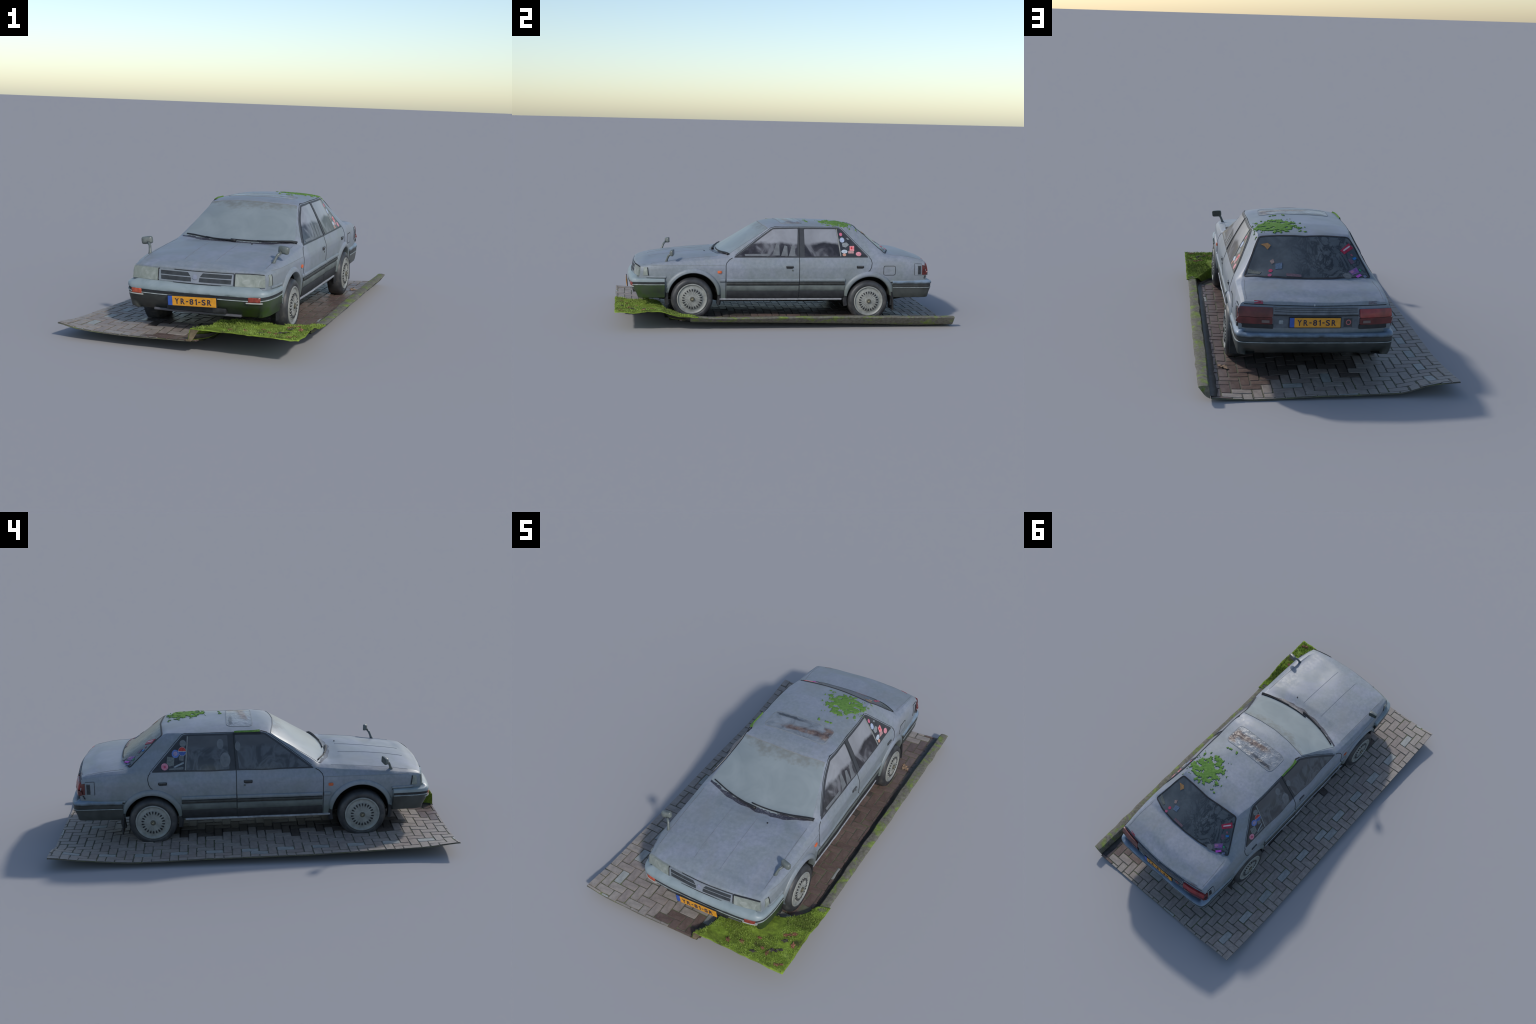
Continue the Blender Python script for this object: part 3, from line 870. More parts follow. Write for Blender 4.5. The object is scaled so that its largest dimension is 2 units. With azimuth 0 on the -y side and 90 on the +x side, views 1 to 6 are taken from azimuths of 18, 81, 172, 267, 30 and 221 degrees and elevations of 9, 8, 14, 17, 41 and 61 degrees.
for s in (-1, 1):
    a, b = sorted((s*.243, s*.295))
    curved_box('front_indicator', a, b, .2255, .2475, lambda x: y_front(x)-.001, .02, ORANGE2 if s < 0 else ORANGE3, -1)
    curved_box('indicator_ledge', a-.012*(s < 0)-.008, b+.008, .2195, .2245, lambda x: y_front(x)-.001, .02, plain('pale_ledge', (.38, .39, .36), .5), -1, .001)

# lower valance mouth below the front bumper
curved_box('valance_opening', -.13, .14, .164, .186, lambda x: y_front(x)+.027, .03, BLACK, -1, .002)
curved_box('valance_lip', -.20, .20, .150, .160, lambda x: y_front(x)+.046, .03, plain('valance_lip', (.10, .10, .115), .5), -1, .002)

# --- nose: grille and headlights -------------------------------------------
def yn(x, z):
    h, n, _ = cast('nose', x, z); return h.y
GRFRAME = PAINT
lay('grille_frame', rounded([(-.172, .285), (-.172, .335), (.168, .335), (.168, .285)], .006, 2), 'nose', GRFRAME, .006, res=.03)
for s in (-1, 1):
    top_in, bot_in = .030, .018
    pu = [(s*.160, .314), (s*.162, .330), (s*.034, .330), (s*.022, .314)]
    pl_ = [(s*.158, .292), (s*.160, .309), (s*.020, .309), (s*.018, .292)]
    lay('grille_slot', pu, 'nose', SLOT, .0075, res=.03)
    lay('grille_slot', pl_, 'nose', SLOT, .0075, res=.03)
    hl = [(s*.176, .284), (s*.176, .3365), (s*.240, .338), (s*.298, .335), (s*.303, .284)]
    lay('headlight', hl, 'nose', HEAD, .007, res=.025, bulge=.002)
    ribbon('headlight_seam', [(s*.173, .284), (s*.173, .3375)], 'nose', GAP, .003, .0072)
    if s > 0: ribbon('headlight_seam', [(s*.173, .3375), (s*.240, .3395), (s*.296, .336)], 'nose', GAP, .0022, .0074)
    # wrap-round lens end on the flank
    lay('headlight_lens_end', [(-.834, .288), (-.830, .334), (-.812, .334), (-.806, .288)], 'side', HEAD, .003, s, .02)
    ribbon('headlight_seam', [(-.809, .334), (-.803, .288)], 'side', GAP, .003, .0034, s)
lay('bonnet_badge', [(-.012, .306), (-.006, .322), (.006, .322), (.012, .306), (0, .300)], 'nose', plain('badge_grey', (.24, .26, .33), .4, .5), .0085, res=.03)
ribbon('bonnet_seam', [(-.10, .3375), (.0, .3365), (.168, .3365)], 'nose', GAP, .003, .0022)
path = [(-.10+.22*i/20, 0) for i in range(21)]
vs, fs = [], []
for i, (x, _) in enumerate(path):
    y = y_front(x)+.022; hw = .0016*math.sin(math.pi*i/20)+.0004
    vs += [(x, y-hw, .2838), (x, y+hw, .2850)]
for i in range(20): fs.append((2*i, 2*i+1, 2*i+3, 2*i+2))
mesh_obj('bumper_seam', vs, fs, GAP, CAR, False)

# --- tail -----------------------------------------------------------------
for s in (-1, 1):
    z1 = .353 if s > 0 else .348
    for nm, poly, mt in (('tail_light', [(s*.182, .314), (s*.182, z1), (s*.318, z1-.001), (s*.322, .314)], RED if s < 0 else DRED2),
                         ('tail_light_lower_lens', [(s*.182, .286), (s*.182, .3125), (s*.322, .3125), (s*.322, .286)], DRED)):
        lay(nm, rounded(poly, .004, 2), 'tail', mt, .010, res=.025, bulge=.004)
    lay('reversing_lens', [(s*.194, .293), (s*.194, .304), (s*.226, .304), (s*.226, .293)], 'tail', plain('clear_lens', (.16, .12, .11), .3), .0150, res=.02)
    lay('tail_light_base', [(s*.180, .266), (s*.180, .284), (s*.322, .284), (s*.322, .266)], 'tail', BLACK, .007, res=.03)
    lay('tail_light_end', [(.834, .288), (.832, .346), (.85, .343), (.858, .316), (.852, .288)], 'side', DRED, .003, s, .02)
lay('number_plate_recess', [(-.176, .270), (-.176, .322), (.178, .322), (.178, .270)], 'tail', plain('recess_grey', (.105, .12, .14), .5, .35, .3, 30), .003, res=.03)
lay('boot_garnish', [(-.176, .326), (-.176, .355), (.180, .357), (.180, .326)], 'tail', plain('garnish_grey', (.13, .14, .155), .45, .4, .3, 30), .008, res=.03)
for z in (.3365, .345, .3515):
    ribbon('garnish_groove', [(-.172, z), (.175, z)], 'tail', GAP, .0016, .0088)
ribbon('boot_shut_line', [(-.30, .3615), (.30, .3625)], 'tail', GAP, .003, .0015)
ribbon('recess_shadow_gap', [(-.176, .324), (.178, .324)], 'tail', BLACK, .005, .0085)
for s, c in ((1, (.34, .05, .08)), (-1, (.17, .15, .165))):
    sticker([(s*.222, .3655), (s*.222, .3755), (s*.258, .3755), (s*.258, .3655)], 'tail', c, off=.002)
sticker([(-.150, .276), (-.150, .312), (-.115, .312), (-.115, .276)], 'tail', (.045, .045, .05), off=.0045)
ring = disc_poly(-.134, .296, .0095, 16)
ribbon('sticker_ring', ring+[ring[0], ring[1]], 'tail', plain('ring_ink', (.42, .13, .13), .5), .004, .0056)
for (dx, dz) in ((.1435, .292), (.1515, .292), (.1435, .299), (.1515, .299)):
    sticker(disc_poly(dx, dz, .0055, 10), 'tail', (.26, .29, .31), off=.0045)
lay('boot_lock', disc_poly(.01, .366, .0045, 10), 'tail', CHROME, .003, res=.02)

# --- number plates ---------------------------------------------------------
def text_mesh(body, size):
    cu = bpy.data.curves.new('lettering', 'FONT'); cu.body = body; cu.size = size
    cu.align_x = 'CENTER'; cu.align_y = 'CENTER'; cu.extrude = .0006; cu.offset = size*.022
    ob = bpy.data.objects.new('lettering_tmp', cu); COL.objects.link(ob)
    bpy.context.view_layer.update()
    me = bpy.data.meshes.new_from_object(ob.evaluated_get(bpy.context.evaluated_depsgraph_get()))
    bpy.data.objects.remove(ob)
    return me
def number_plate(cx, y, cz, w, h, sign, tilt=0.0, roll=0.0):
    root = empty('number_plate', (cx, y, cz), CAR)
    # built facing -y, then turned for the rear
    root.rotation_euler = (tilt, roll, 0 if sign < 0 else math.pi)
    def slab(name, x0, x1, z0, z1, yo, d, mat):
        bm = bmesh.new()
        bmesh.ops.create_cube(bm, size=1)
        for v in bm.verts: v.co = Vector(((x0+x1)/2+v.co.x*(x1-x0), yo+v.co.y*d, (z0+z1)/2+v.co.z*(z1-z0)))
        bmesh.ops.bevel(bm, geom=bm.edges[:], offset=.0008, segments=1, affect='EDGES')
        return bm_obj(name, bm, mat, root, False)
    slab('plate_frame', -w/2-.003, w/2+.003, -h/2-.003, h/2+.003, .0015, .005, BLACK)
    slab('plate_face', -w/2+w*.092, w/2, -h/2, h/2, -.0012, .004, PLATE)
    slab('plate_band', -w/2, -w/2+w*.091, -h/2, h/2, -.0012, .004, EUBLUE)
    bm = bmesh.new()
    glyphs = (('Y', .105), ('R', .105), ('-', .055), ('8', .10), ('1', .06), ('-', .055), ('S', .10), ('R', .105))
    x = -.405
    hh = h*.62
    for ch, gw in glyphs:
        me = text_mesh(ch, h)
        xs = [v.co.x for v in me.vertices]; ys = [v.co.y for v in me.vertices]
        cx, ww = (max(xs)+min(xs))/2, max(xs)-min(xs)
        cy, wh = (max(ys)+min(ys))/2, max(ys)-min(ys)
        tw = w*gw*.80*(.45 if ch == '1' else 1)
        for v in me.vertices:
            v.co.x = (x+gw/2)*w + (v.co.x-cx)/ww*tw + (w*.008 if ch == '1' else 0)
            v.co.y = (v.co.y-cy)/wh*(hh if ch != '-' else h*.11)
        bm.from_mesh(me); bpy.data.meshes.remove(me)
        if ch == '1':      # flag of the one
            x1 = (x+gw/2)*w+w*.004
            q = [bm.verts.new((x1+a*w, b*hh, .0006)) for a, b in ((0, .5), (-.028, .30), (-.028, .14), (0, .32))]
            bm.faces.new(q)
        x += gw*1.06+.008
    bmesh.ops.recalc_face_normals(bm, faces=bm.faces)
    me = bpy.data.meshes.new('plate_lettering'); bm.to_mesh(me); bm.free()
    me.materials.append(INK)
    t = bpy.data.objects.new('plate_lettering', me); link(t, root)
    t.rotation_euler = (math.pi/2, 0, 0); t.location = (w*.046, -.0036, 0)
number_plate(0.0, -.926, .2125, .219, .041, -1, .10, -.030)
number_plate(.007, .8965, .2965, .213, .040, 1, -.06)

# --- wheels --------------------------------------------------------------
def lathe(name, prof, mat, parent, n=64, smooth_angle=35, squash=None):
    """prof: (radius, x) pairs, axis along x"""
    vs, fs = [], []
    m = len(prof)
    for i in range(n):
        a = 2*math.pi*i/n
        for r, x in prof:
            v = Vector((x, r*math.cos(a), r*math.sin(a)))
            if squash: v = squash(v)
            vs.append(v)
    for i in range(n):
        k = (i+1) % n
        for j in range(m-1):
            fs.append((i*m+j, k*m+j, k*m+j+1, i*m+j+1))
    bm = bmesh.new(); bv = [bm.verts.new(v) for v in vs]
    for f in fs: bm.faces.new([bv[q] for q in f])
    bmesh.ops.remove_doubles(bm, verts=bm.verts, dist=1e-6)
    return bm_obj(name, bm, mat, parent, True, smooth_angle)

def make_wheel(x, y, z, s, flat):
    root = empty('wheel', (x, y, z), CAR)
    root.rotation_euler = (0, 0, 0 if s > 0 else math.pi)
    R = .1225
    def sq(v):
        lim = -flat
        if v.z < lim:
            d = lim-v.z
            v.x += (1 if v.x > -.035 else -1)*d*.25
            v.z = lim-d*.15
        v += v.normalized()*noise.noise(v*25+Vector((y*9, s, 0)))*.0016
        return v
    lathe('tyre', [(.060, -.075), (.100, -.078), (.116, -.072), (.1215, -.060), (R, -.040), (.1215, -.018), (.117, -.006), (.109, .0005), (.098, .002), (.089, -.001), (.086, -.008), (.060, -.010)], TYRE, root, 72, 50, sq)
    lathe('wheel_cover', [(.0885, -.010), (.0885, .0005), (.0865, .003), (.0835, .0035), (.0805, .001), (.0765, -.0025), (.068, -.003), (.060, -.001), (.056, .0012), (.042, .003), (.022, .0035), (.0205, .005), (.0, .005)], RIM, root, 64, 30)
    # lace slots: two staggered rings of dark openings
    bm = bmesh.new()
    for i in range(22):
        a = 2*math.pi*(i+.5)/22
        for r0, r1, w in ((.0440, .0585, .0036),):
            aa = a
            ca, sa = math.cos(aa), math.sin(aa)
            q = []
            for rr, ww in ((r0, w*.3), (r0+(r1-r0)*.65, w), (r1, w*.7)):
                q.append((rr, ww))
            ring = [(rr, -ww) for rr, ww in q]+[(rr, ww) for rr, ww in reversed(q)]
            top = [bm.verts.new((.0042 - .05*(max(0, rr-.042))*.9+.0006, rr*ca-ww*sa, rr*sa+ww*ca)) for rr, ww in ring]
            bot = [bm.verts.new((-.008, rr*ca-ww*sa, rr*sa+ww*ca)) for rr, ww in ring]
            bm.faces.new(top)
            for k in range(6): bm.faces.new((top[k], bot[k], bot[(k+1) % 6], top[(k+1) % 6]))
    o = bm_obj('wheel_slot', bm, BLACK, root, False); o['kind'] = 'stuff'
    # fine spokes between the slots
    bm = bmesh.new()
    for i in range(22):
        a = 2*math.pi*i/22; ca, sa = math.cos(a), math.sin(a)
        prof = [(.024, .0011, .0046), (.043, .0014, .0050), (.062, .0013, .0022)]
        t = [[bm.verts.new((h, r*ca-k*w*sa, r*sa+k*w*ca)) for k, hh in ((-1, 0), (1, 0))] for r, w, h in prof]
        b = [[bm.verts.new((h-.004, r*ca-k*w*1.6*sa, r*sa+k*w*1.6*ca)) for k in (-1, 1)] for r, w, h in prof]
        for j in range(2):
            bm.faces.new((t[j][0], t[j+1][0], t[j+1][1], t[j][1]))
            bm.faces.new((t[j][0], b[j][0], b[j+1][0], t[j+1][0])); bm.faces.new((t[j][1], t[j+1][1], b[j+1][1], b[j][1]))
    o = bm_obj('wheel_spokes', bm, RIMBRIGHT, root, False); o['kind'] = 'stuff'
    lathe('centre_cap', [(.0135, .000), (.0135, .0085), (.012, .010), (.0, .0105)], CAP, root, 32)
    bm = bmesh.new(); bmesh.ops.create_cube(bm, size=1)
    for v in bm.verts: v.co = Vector((.0108+v.co.x*.001, v.co.y*.009, v.co.z*.004))
    bmesh.ops.rotate(bm, verts=bm.verts, cent=(0, 0, 0), matrix=Matrix.Rotation(.5, 3, 'X'))
    bm_obj('cap_emblem', bm, BRASS, root, False)
    # axle stub so that the wheel joins the car
    lathe('axle', [(.020, -.30), (.020, -.06), (.058, -.058), (.058, -.02)], UNDER, root, 24)
    return root
make_wheel(.344, -.553, .153, 1, .117)
make_wheel(-.347, -.553, .147, -1, .117)
make_wheel(.347, .500, .133, 1, .117)
make_wheel(-.343, .502, .138, -1, .117)

# wheel-arch flares, mud flaps
def side_x(y, z):
    h, n, d = cast('side', y, z, 1); return h.x
for s in (-1, 1):
    for key, (ay, az, ri, ro) in ARCH.items():
        a0, a1 = (12, 174) if key == 'front' else (8, 172)
        vs, fs = [], []; N = 56
        prof = [(0, -.020), (0, .006), (.15, .011), (.45, .011), (.8, .007), (1.0, .001), (1.02, -.004)]
        for i in range(N+1):
            a = math.radians(a0+(a1-a0)*i/N)
            k = min(1, min(i, N-i)/6*.4+.6)
            for t, o in prof:
                r = ri-.002+(ro-ri)*t*k
                y, z = ay-r*math.cos(a), az+r*math.sin(a)
                x = side_x(y, max(z, .165))
                if key == 'front' and y < -.70: x = max(x, .336)
                vs.append((s*(x+o), y, z))
        m = len(prof)
        for i in range(N):
            for j in range(m-1): fs.append((i*m+j, (i+1)*m+j, (i+1)*m+j+1, i*m+j+1))
        bm = bmesh.new(); bv = [bm.verts.new(v) for v in vs]
        for f in fs: bm.faces.new([bv[q] for q in f])
        bm_obj('wheel_arch_flare', bm, PAINT, CAR, True, 50)
        for b0, b1 in ((a0+1, -16), (a1-1, 196)):
            vs, fs = [], []
            for i in range(13):
                a = math.radians(b0+(b1-b0)*i/12)
                for r, o in ((ri-.002, -.03), (ri-.002, .003), (ri+.012, .003), (ri+.020, -.004)):
                    y, z = ay-r*math.cos(a), az+r*math.sin(a)
                    x = side_x(y, max(z, .165))
                    vs.append((s*(x+o), y, z))
            for i in range(12):
                for j in range(3): fs.append((i*4+j, (i+1)*4+j, (i+1)*4+j+1, i*4+j+1))
            mesh_obj('arch_lower_trim', vs, fs, BLACK, CAR, False)
    # flap behind the rear wheel
    bm = bmesh.new()
    N = 8; rows = []
    for i in range(N+1):
        t = i/N; z = .185-t*.110; y = .640+.012*math.sin(t*1.6)
        rows.append([bm.verts.new((s*xx, yy, z)) for xx, yy in ((.235, y), (.336, y), (.340, y+.004), (.336, y+.008), (.235, y+.008))])
    for i in range(N):
        for j in range(5): bm.faces.new((rows[i][j], rows[i][(j+1) % 5], rows[i+1][(j+1) % 5], rows[i+1][j]))
    bm.faces.new(rows[0]); bm.faces.new(list(reversed(rows[-1])))
    bm_obj('mud_flap', bm, BLACK, CAR, False)

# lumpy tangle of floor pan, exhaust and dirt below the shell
def under_block():
    bm = bmesh.new(); rows = []
    st = [(-.80, .16, .135), (-.72, .19, .122), (-.66, .195, .116), (-.42, .20, .114), (-.375, .27, .118), (-.1, .275, .116), (.2, .275, .114),
          (.335, .27, .116), (.375, .20, .110), (.62, .20, .110), (.68, .25, .120), (.76, .24, .130), (.83, .22, .150)]
    for y, w, z in st:
        ring = []
        for i in range(13):
            x = -w+2*w*i/12
            ring.append(bm.verts.new((x, y, z+.012*noise.noise(Vector((x*9, y*9, 2)))+(.02 if i in (0, 12) else 0))))
        ring += [bm.verts.new((w, y, .20 if abs(y) < .7 else .18)), bm.verts.new((-w, y, .20 if abs(y) < .7 else .18))]
        rows.append(ring)
    for a, b in zip(rows[:-1], rows[1:]):
        for k in range(15): bm.faces.new((a[k], a[(k+1) % 15], b[(k+1) % 15], b[k]))
    bm.faces.new(rows[0]); bm.faces.new(list(reversed(rows[-1])))
    return bm_obj('floor_pan', bm, UNDER, CAR, True, 40)
under_block()

# --- fender mirrors ---------------------------------------------------------
def mirror(base, neck, head_c, w, h, d, s, yaw):
    root = empty('fender_mirror', base, CAR)
    B = Vector(base)
    p = [Vector((0, 0, -.004)), (Vector(neck)-B)*.5, Vector(neck)-B, (Vector(head_c)-B)]
    tube('mirror_stalk', [p[0], p[0]*.5+p[1]*.5, p[1], p[2], p[2]*.4+p[3]*.6], .0062, MIRROR, root, 10, [1.5, 1.15, 1, 1, 1])
    bm = bmesh.new()
    rings = []
    for t, k in ((-.5, .45), (-.38, .80), (-.1, .98), (.35, 1.0), (.5, .96)):
        ring = []
        for q in range(20):
            a = 2*math.pi*q/20
            cx, sz = math.cos(a), math.sin(a)
            e = .42
            xx = math.copysign(abs(cx)**e, cx)*w/2*k; zz = math.copysign(abs(sz)**e, sz)*h/2*k
            ring.append(bm.verts.new((xx, t*d, zz)))
        rings.append(ring)
    for a, b in zip(rings[:-1], rings[1:]):
        for q in range(20): bm.faces.new((a[q], a[(q+1) % 20], b[(q+1) % 20], b[q]))
    bm.faces.new(rings[0]); bm.faces.new(list(reversed(rings[-1])))
    M = Matrix.Translation(Vector(head_c)-B) @ Matrix.Rotation(yaw, 4, 'Z') @ Matrix.Rotation(.12*s, 4, 'Y')
    bm.transform(M)
    bm_obj('mirror_housing', bm, MIRROR, root, True, 45)
    bm = bmesh.new()
    vs = [bm.verts.new((x*w*.43, d*.5+.0008, z*h*.41)) for x, z in ((-1, -1), (1, -1), (1, 1), (-1, 1))]
    bm.faces.new(vs); bm.transform(M)
    bm_obj('mirror_glass', bm, MIRFACE, root, False)
mirror((.288, -.702, .366), (.302, -.690, .398), (.324, -.672, .421), .052, .035, .020, 1, -.25)
mirror((-.294, -.704, .368), (-.302, -.690, .402), (-.326, -.668, .422), .052, .035, .020, -1, .25)

# ------------------------------------------------------------------ the ground patch
GROUND = empty('paved_ground', (0, 0, 0))
GROUND['label'] = 'warped patch of herringbone brick paving with mossy kerb and grass'
GROUND['category'] = 'pavement'

GX = [-.545, -.44, -.28, .05, .30, .50]
GY = [-.985, -.80, -.55, -.20, .20, .55, .80, .99]
GZ = [[.074, .056, .051, .060, .070, .070],
      [.055, .051, .044, .040, .044, .050],
      [.047, .042, .029, .028, .036, .047],
      [.037, .034, .026, .024, .030, .041],
      [.034, .027, .020, .018, .022, .033],
      [.027, .021, .016, .014, .014, .024],
      [.043, .030, .015, .012, .009, .016],
      [.064, .056, .020, .015, .006, .018]]
_rows = [pchip(list(zip(GX, r))) for r in GZ]
def gz(x, y):
    col = pchip([(yy, f(x)) for yy, f in zip(GY, _rows)])
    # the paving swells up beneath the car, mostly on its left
    xl = x-.03
    swell = .028*(smooth(.50, .10, -xl) if xl < 0 else smooth(.40, .08, xl))*smooth(-.96, -.68, y)*smooth(.95, .45, y)
    return col(y)+swell
_cache = {}
def ground_z(x, y):
    """bilinear lookup in a fine pre-sampled height field"""
    st = .02
    i, j = math.floor(x/st), math.floor(y/st)
    def g(a, b):
        if (a, b) not in _cache: _cache[(a, b)] = gz(a*st, b*st)
        return _cache[(a, b)]
    u, v = x/st-i, y/st-j
    return (g(i, j)*(1-u)+g(i+1, j)*u)*(1-v)+(g(i, j+1)*(1-u)+g(i+1, j+1)*u)*v

X0, X1, Y0, Y1 = -.547, .492, -.992, .997

def make_bed():
    m = NT('joint_soil')
    n = m.noise(14, 5, .65); n2 = m.noise(90, 3)
    c = m.ramp(n, [(.38, (.115, .108, .092)), (.55, (.130, .135, .080)), (.68, (.150, .190, .065))])
    c = m.mix(.35, c, m.ramp(n2, [(.3, (.05, .048, .042)), (.7, (.16, .15, .12))]))
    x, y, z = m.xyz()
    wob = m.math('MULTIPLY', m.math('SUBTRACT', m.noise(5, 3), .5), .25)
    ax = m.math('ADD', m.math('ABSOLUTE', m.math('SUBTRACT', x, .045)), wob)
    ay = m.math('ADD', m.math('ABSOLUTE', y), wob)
    shade_tint = m.math('MULTIPLY', m.ramp(ax, [(.27, 1.0), (.33, 0.0)]), m.ramp(ay, [(.76, 1.0), (.84, 0.0)]))  # mask that bakes the car's underside shade into the joint colour
    c = m.mix(shade_tint, c, (.035, .032, .028))
    return m.out(c, m.ramp(shade_tint, [(0, .85), (1, .42)]), .35)
BED = make_bed()
def make_brick(name, a, b, c, rough=.62):
    m = NT(name)
    r = m.rand()
    base = m.ramp(r, [(0, a), (.5, b), (1, c)])
    n = m.noise(38, 6, .7); n2 = m.noise(160, 3, .7)
    base = m.mix(.5, base, m.mix(1.0, base, m.ramp(n, [(.3, (.55, .55, .55)), (.7, (1.5, 1.5, 1.5))]), 'MULTIPLY'))
    base = m.mix(m.ramp(n2, [(.55, 0.0), (.75, .35)]), base, (.20, .19, .17))
    m.bump(n2, .35, .002)
    return m.out(base, m.ramp(n, [(.35, rough*.8), (.65, rough*1.1)]), .4)
BRICK = make_brick('grey_brown_brick', (.252, .212, .190), (.275, .236, .210), (.292, .260, .230))
BRICKRED = make_brick('red_brown_brick', (.125, .088, .076), (.145, .101, .087), (.165, .120, .102), .42)
BRICKSHADED = make_brick('wet_stained_brick', (.068, .056, .050), (.082, .066, .058), (.105, .084, .074), .42)
PALE = make_brick('pale_block', (.27, .28, .265), (.30, .31, .295), (.33, .335, .315))

BANK = [(.060, -1.02), (.072, -.985), (.102, -.94), (.122, -.89), (.131, -.83), (.142, -.765), (.20, -.715), (.30, -.700), (.40, -.672), (.455, -.60), (.49, -.55), (.56, -.52)]
_be = pchip([(p[0], p[1]) for p in BANK])
def bank_edge(x): return -9 if x < BANK[0][0] else _be(x)

def under_bank(x, y): return y < bank_edge(x)-.008

# bed sheet under the bricks
nx, ny = 44, 84
vs, fs = [], []
for layer, dz in ((0, -.0022), (1, -.0060)):
    for j in range(ny+1):
        for i in range(nx+1):
            x = X0+(X1-X0)*i/nx; y = Y0+(Y1-Y0)*j/ny
            ex = .004*noise.noise(Vector((y*9, 3.3, 0))) if i in (0,) else 0
            ey = .004*noise.noise(Vector((x*9, 7.7, 0))) if j in (0, ny) else 0
            vs.append((x+ex, y+ey, ground_z(x, y)+dz))
L = (nx+1)*(ny+1)
for j in range(ny):
    for i in range(nx):
        a = j*(nx+1)+i
        if under_bank(X0+(X1-X0)*(i+.5)/nx, Y0+(Y1-Y0)*(j+.5)/ny): continue
        fs.append((a, a+1, a+nx+2, a+nx+1)); fs.append((L+a, L+a+nx+1, L+a+nx+2, L+a+1))
for i in range(nx):
    a = i
    if under_bank(X0+(X1-X0)*(i+.5)/nx, Y0): b = ny*(nx+1)+i; fs.append((b, b+1, L+b+1, L+b)); continue
    fs.append((a, L+a, L+a+1, a+1)); b = ny*(nx+1)+i; fs.append((b, b+1, L+b+1, L+b))
for j in range(ny):
    a = j*(nx+1); fs.append((a, a+nx+1, L+a+nx+1, L+a)); b = a+nx
    if not under_bank(X1, Y0+(Y1-Y0)*(j+.5)/ny): fs.append((b, L+b, L+b+nx+1, b+nx+1))
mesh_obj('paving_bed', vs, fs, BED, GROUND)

# herringbone bricks (unit cell U, brick 2U x U)
U = .0436
def brick_mesh(name, mat, seed):
    bm = bmesh.new(); bmesh.ops.create_cube(bm, size=1)
    for v in bm.verts: v.co = Vector((v.co.x*(2*U-.0026), v.co.y*(U-.0026), v.co.z*.005))
    bmesh.ops.bevel(bm, geom=[e for e in bm.edges if all(v.co.z > 0 for v in e.verts)], offset=.0022, segments=2, affect='EDGES')
    bmesh.ops.bevel(bm, geom=[e for e in bm.edges if abs((e.verts[0].co-e.verts[1].co).z) > .002], offset=.003, segments=1, affect='EDGES')
    rnd = random.Random(seed)
    for v in bm.verts: v.co += Vector((rnd.uniform(-1, 1), rnd.uniform(-1, 1), rnd.uniform(-.4, .4)))*.0006
    me = bpy.data.meshes.new(name); bmesh.ops.recalc_face_normals(bm, faces=bm.faces); bm.to_mesh(me); bm.free()
    for p in me.polygons: p.use_smooth = False
    me.materials.append(mat); return me
VARIANTS = {k: [brick_mesh('paving_brick', mt, i*7+q) for i in range(4)] for q, (k, mt) in enumerate((('grey', BRICK), ('red', BRICKRED), ('pale', PALE), ('wet', BRICKSHADED)))}
rnd = random.Random(11)
OX, OY = -.445-U*.5, -.848-2*U           # the pale block column starts here
bricks = []
for i in range(-6, 26):
    for j in range(-8, 48):
        a = (i-j) % 4
        if a == 0: cx, cy, vert = OX+(i+1)*U, OY+(j+.5)*U, False
        elif a == 3: cx, cy, vert = OX+(i+.5)*U, OY+(j+1)*U, True
        else: continue
        hx, hy = (U/2, U) if vert else (U, U/2)
        if cx+hx < X0+.006 or cx-hx > X1-.004 or cy+hy < Y0+.006 or cy-hy > Y1-.006: continue
        pale = vert and abs(cx+.445) < U*.4
        if pale:
            k = (cy+.848)/(4*U); pale = abs(k-round(k)) < .1
        bricks.append((cx, cy, vert, pale, hx, hy))

def place(me, cx, cy, vert, extra=0):
    d = .02
    zx = (ground_z(cx+d, cy)-ground_z(cx-d, cy))/(2*d); zy = (ground_z(cx, cy+d)-ground_z(cx, cy-d))/(2*d)
    n = Vector((-zx, -zy, 1)).normalized()
    ax = Vector((0, 1, 0)) if vert else Vector((1, 0, 0))
    ax = (ax-n*ax.dot(n)).normalized(); by = n.cross(ax)
    M = Matrix((ax, by, n)).transposed().to_4x4()
    M = M @ Matrix.Rotation(rnd.uniform(-.025, .025), 4, 'Z') @ Matrix.Rotation(rnd.uniform(-.012, .012), 4, 'X')
    M.translation = Vector((cx, cy, ground_z(cx, cy)-.0024+extra))
    return M
inside, cutb = [], []
for b in bricks:
    cx, cy, vert, pale, hx, hy = b
    if cy < bank_edge(cx+hx*.6)+.004: continue
    edge = cx-hx < X0 or cx+hx > X1 or cy-hy < Y0 or cy+hy > Y1
    (cutb if edge else inside).append(b)
def hidden(b):
    x, y = b[0]-.058, b[1]
    return max(abs(x)/.40, abs(y)/.95)
order = sorted(inside, key=hidden, reverse=True)
named = set(id(b) for b in order[:296])
stuff = {'grey': bmesh.new(), 'red': bmesh.new(), 'pale': bmesh.new(), 'wet': bmesh.new()}
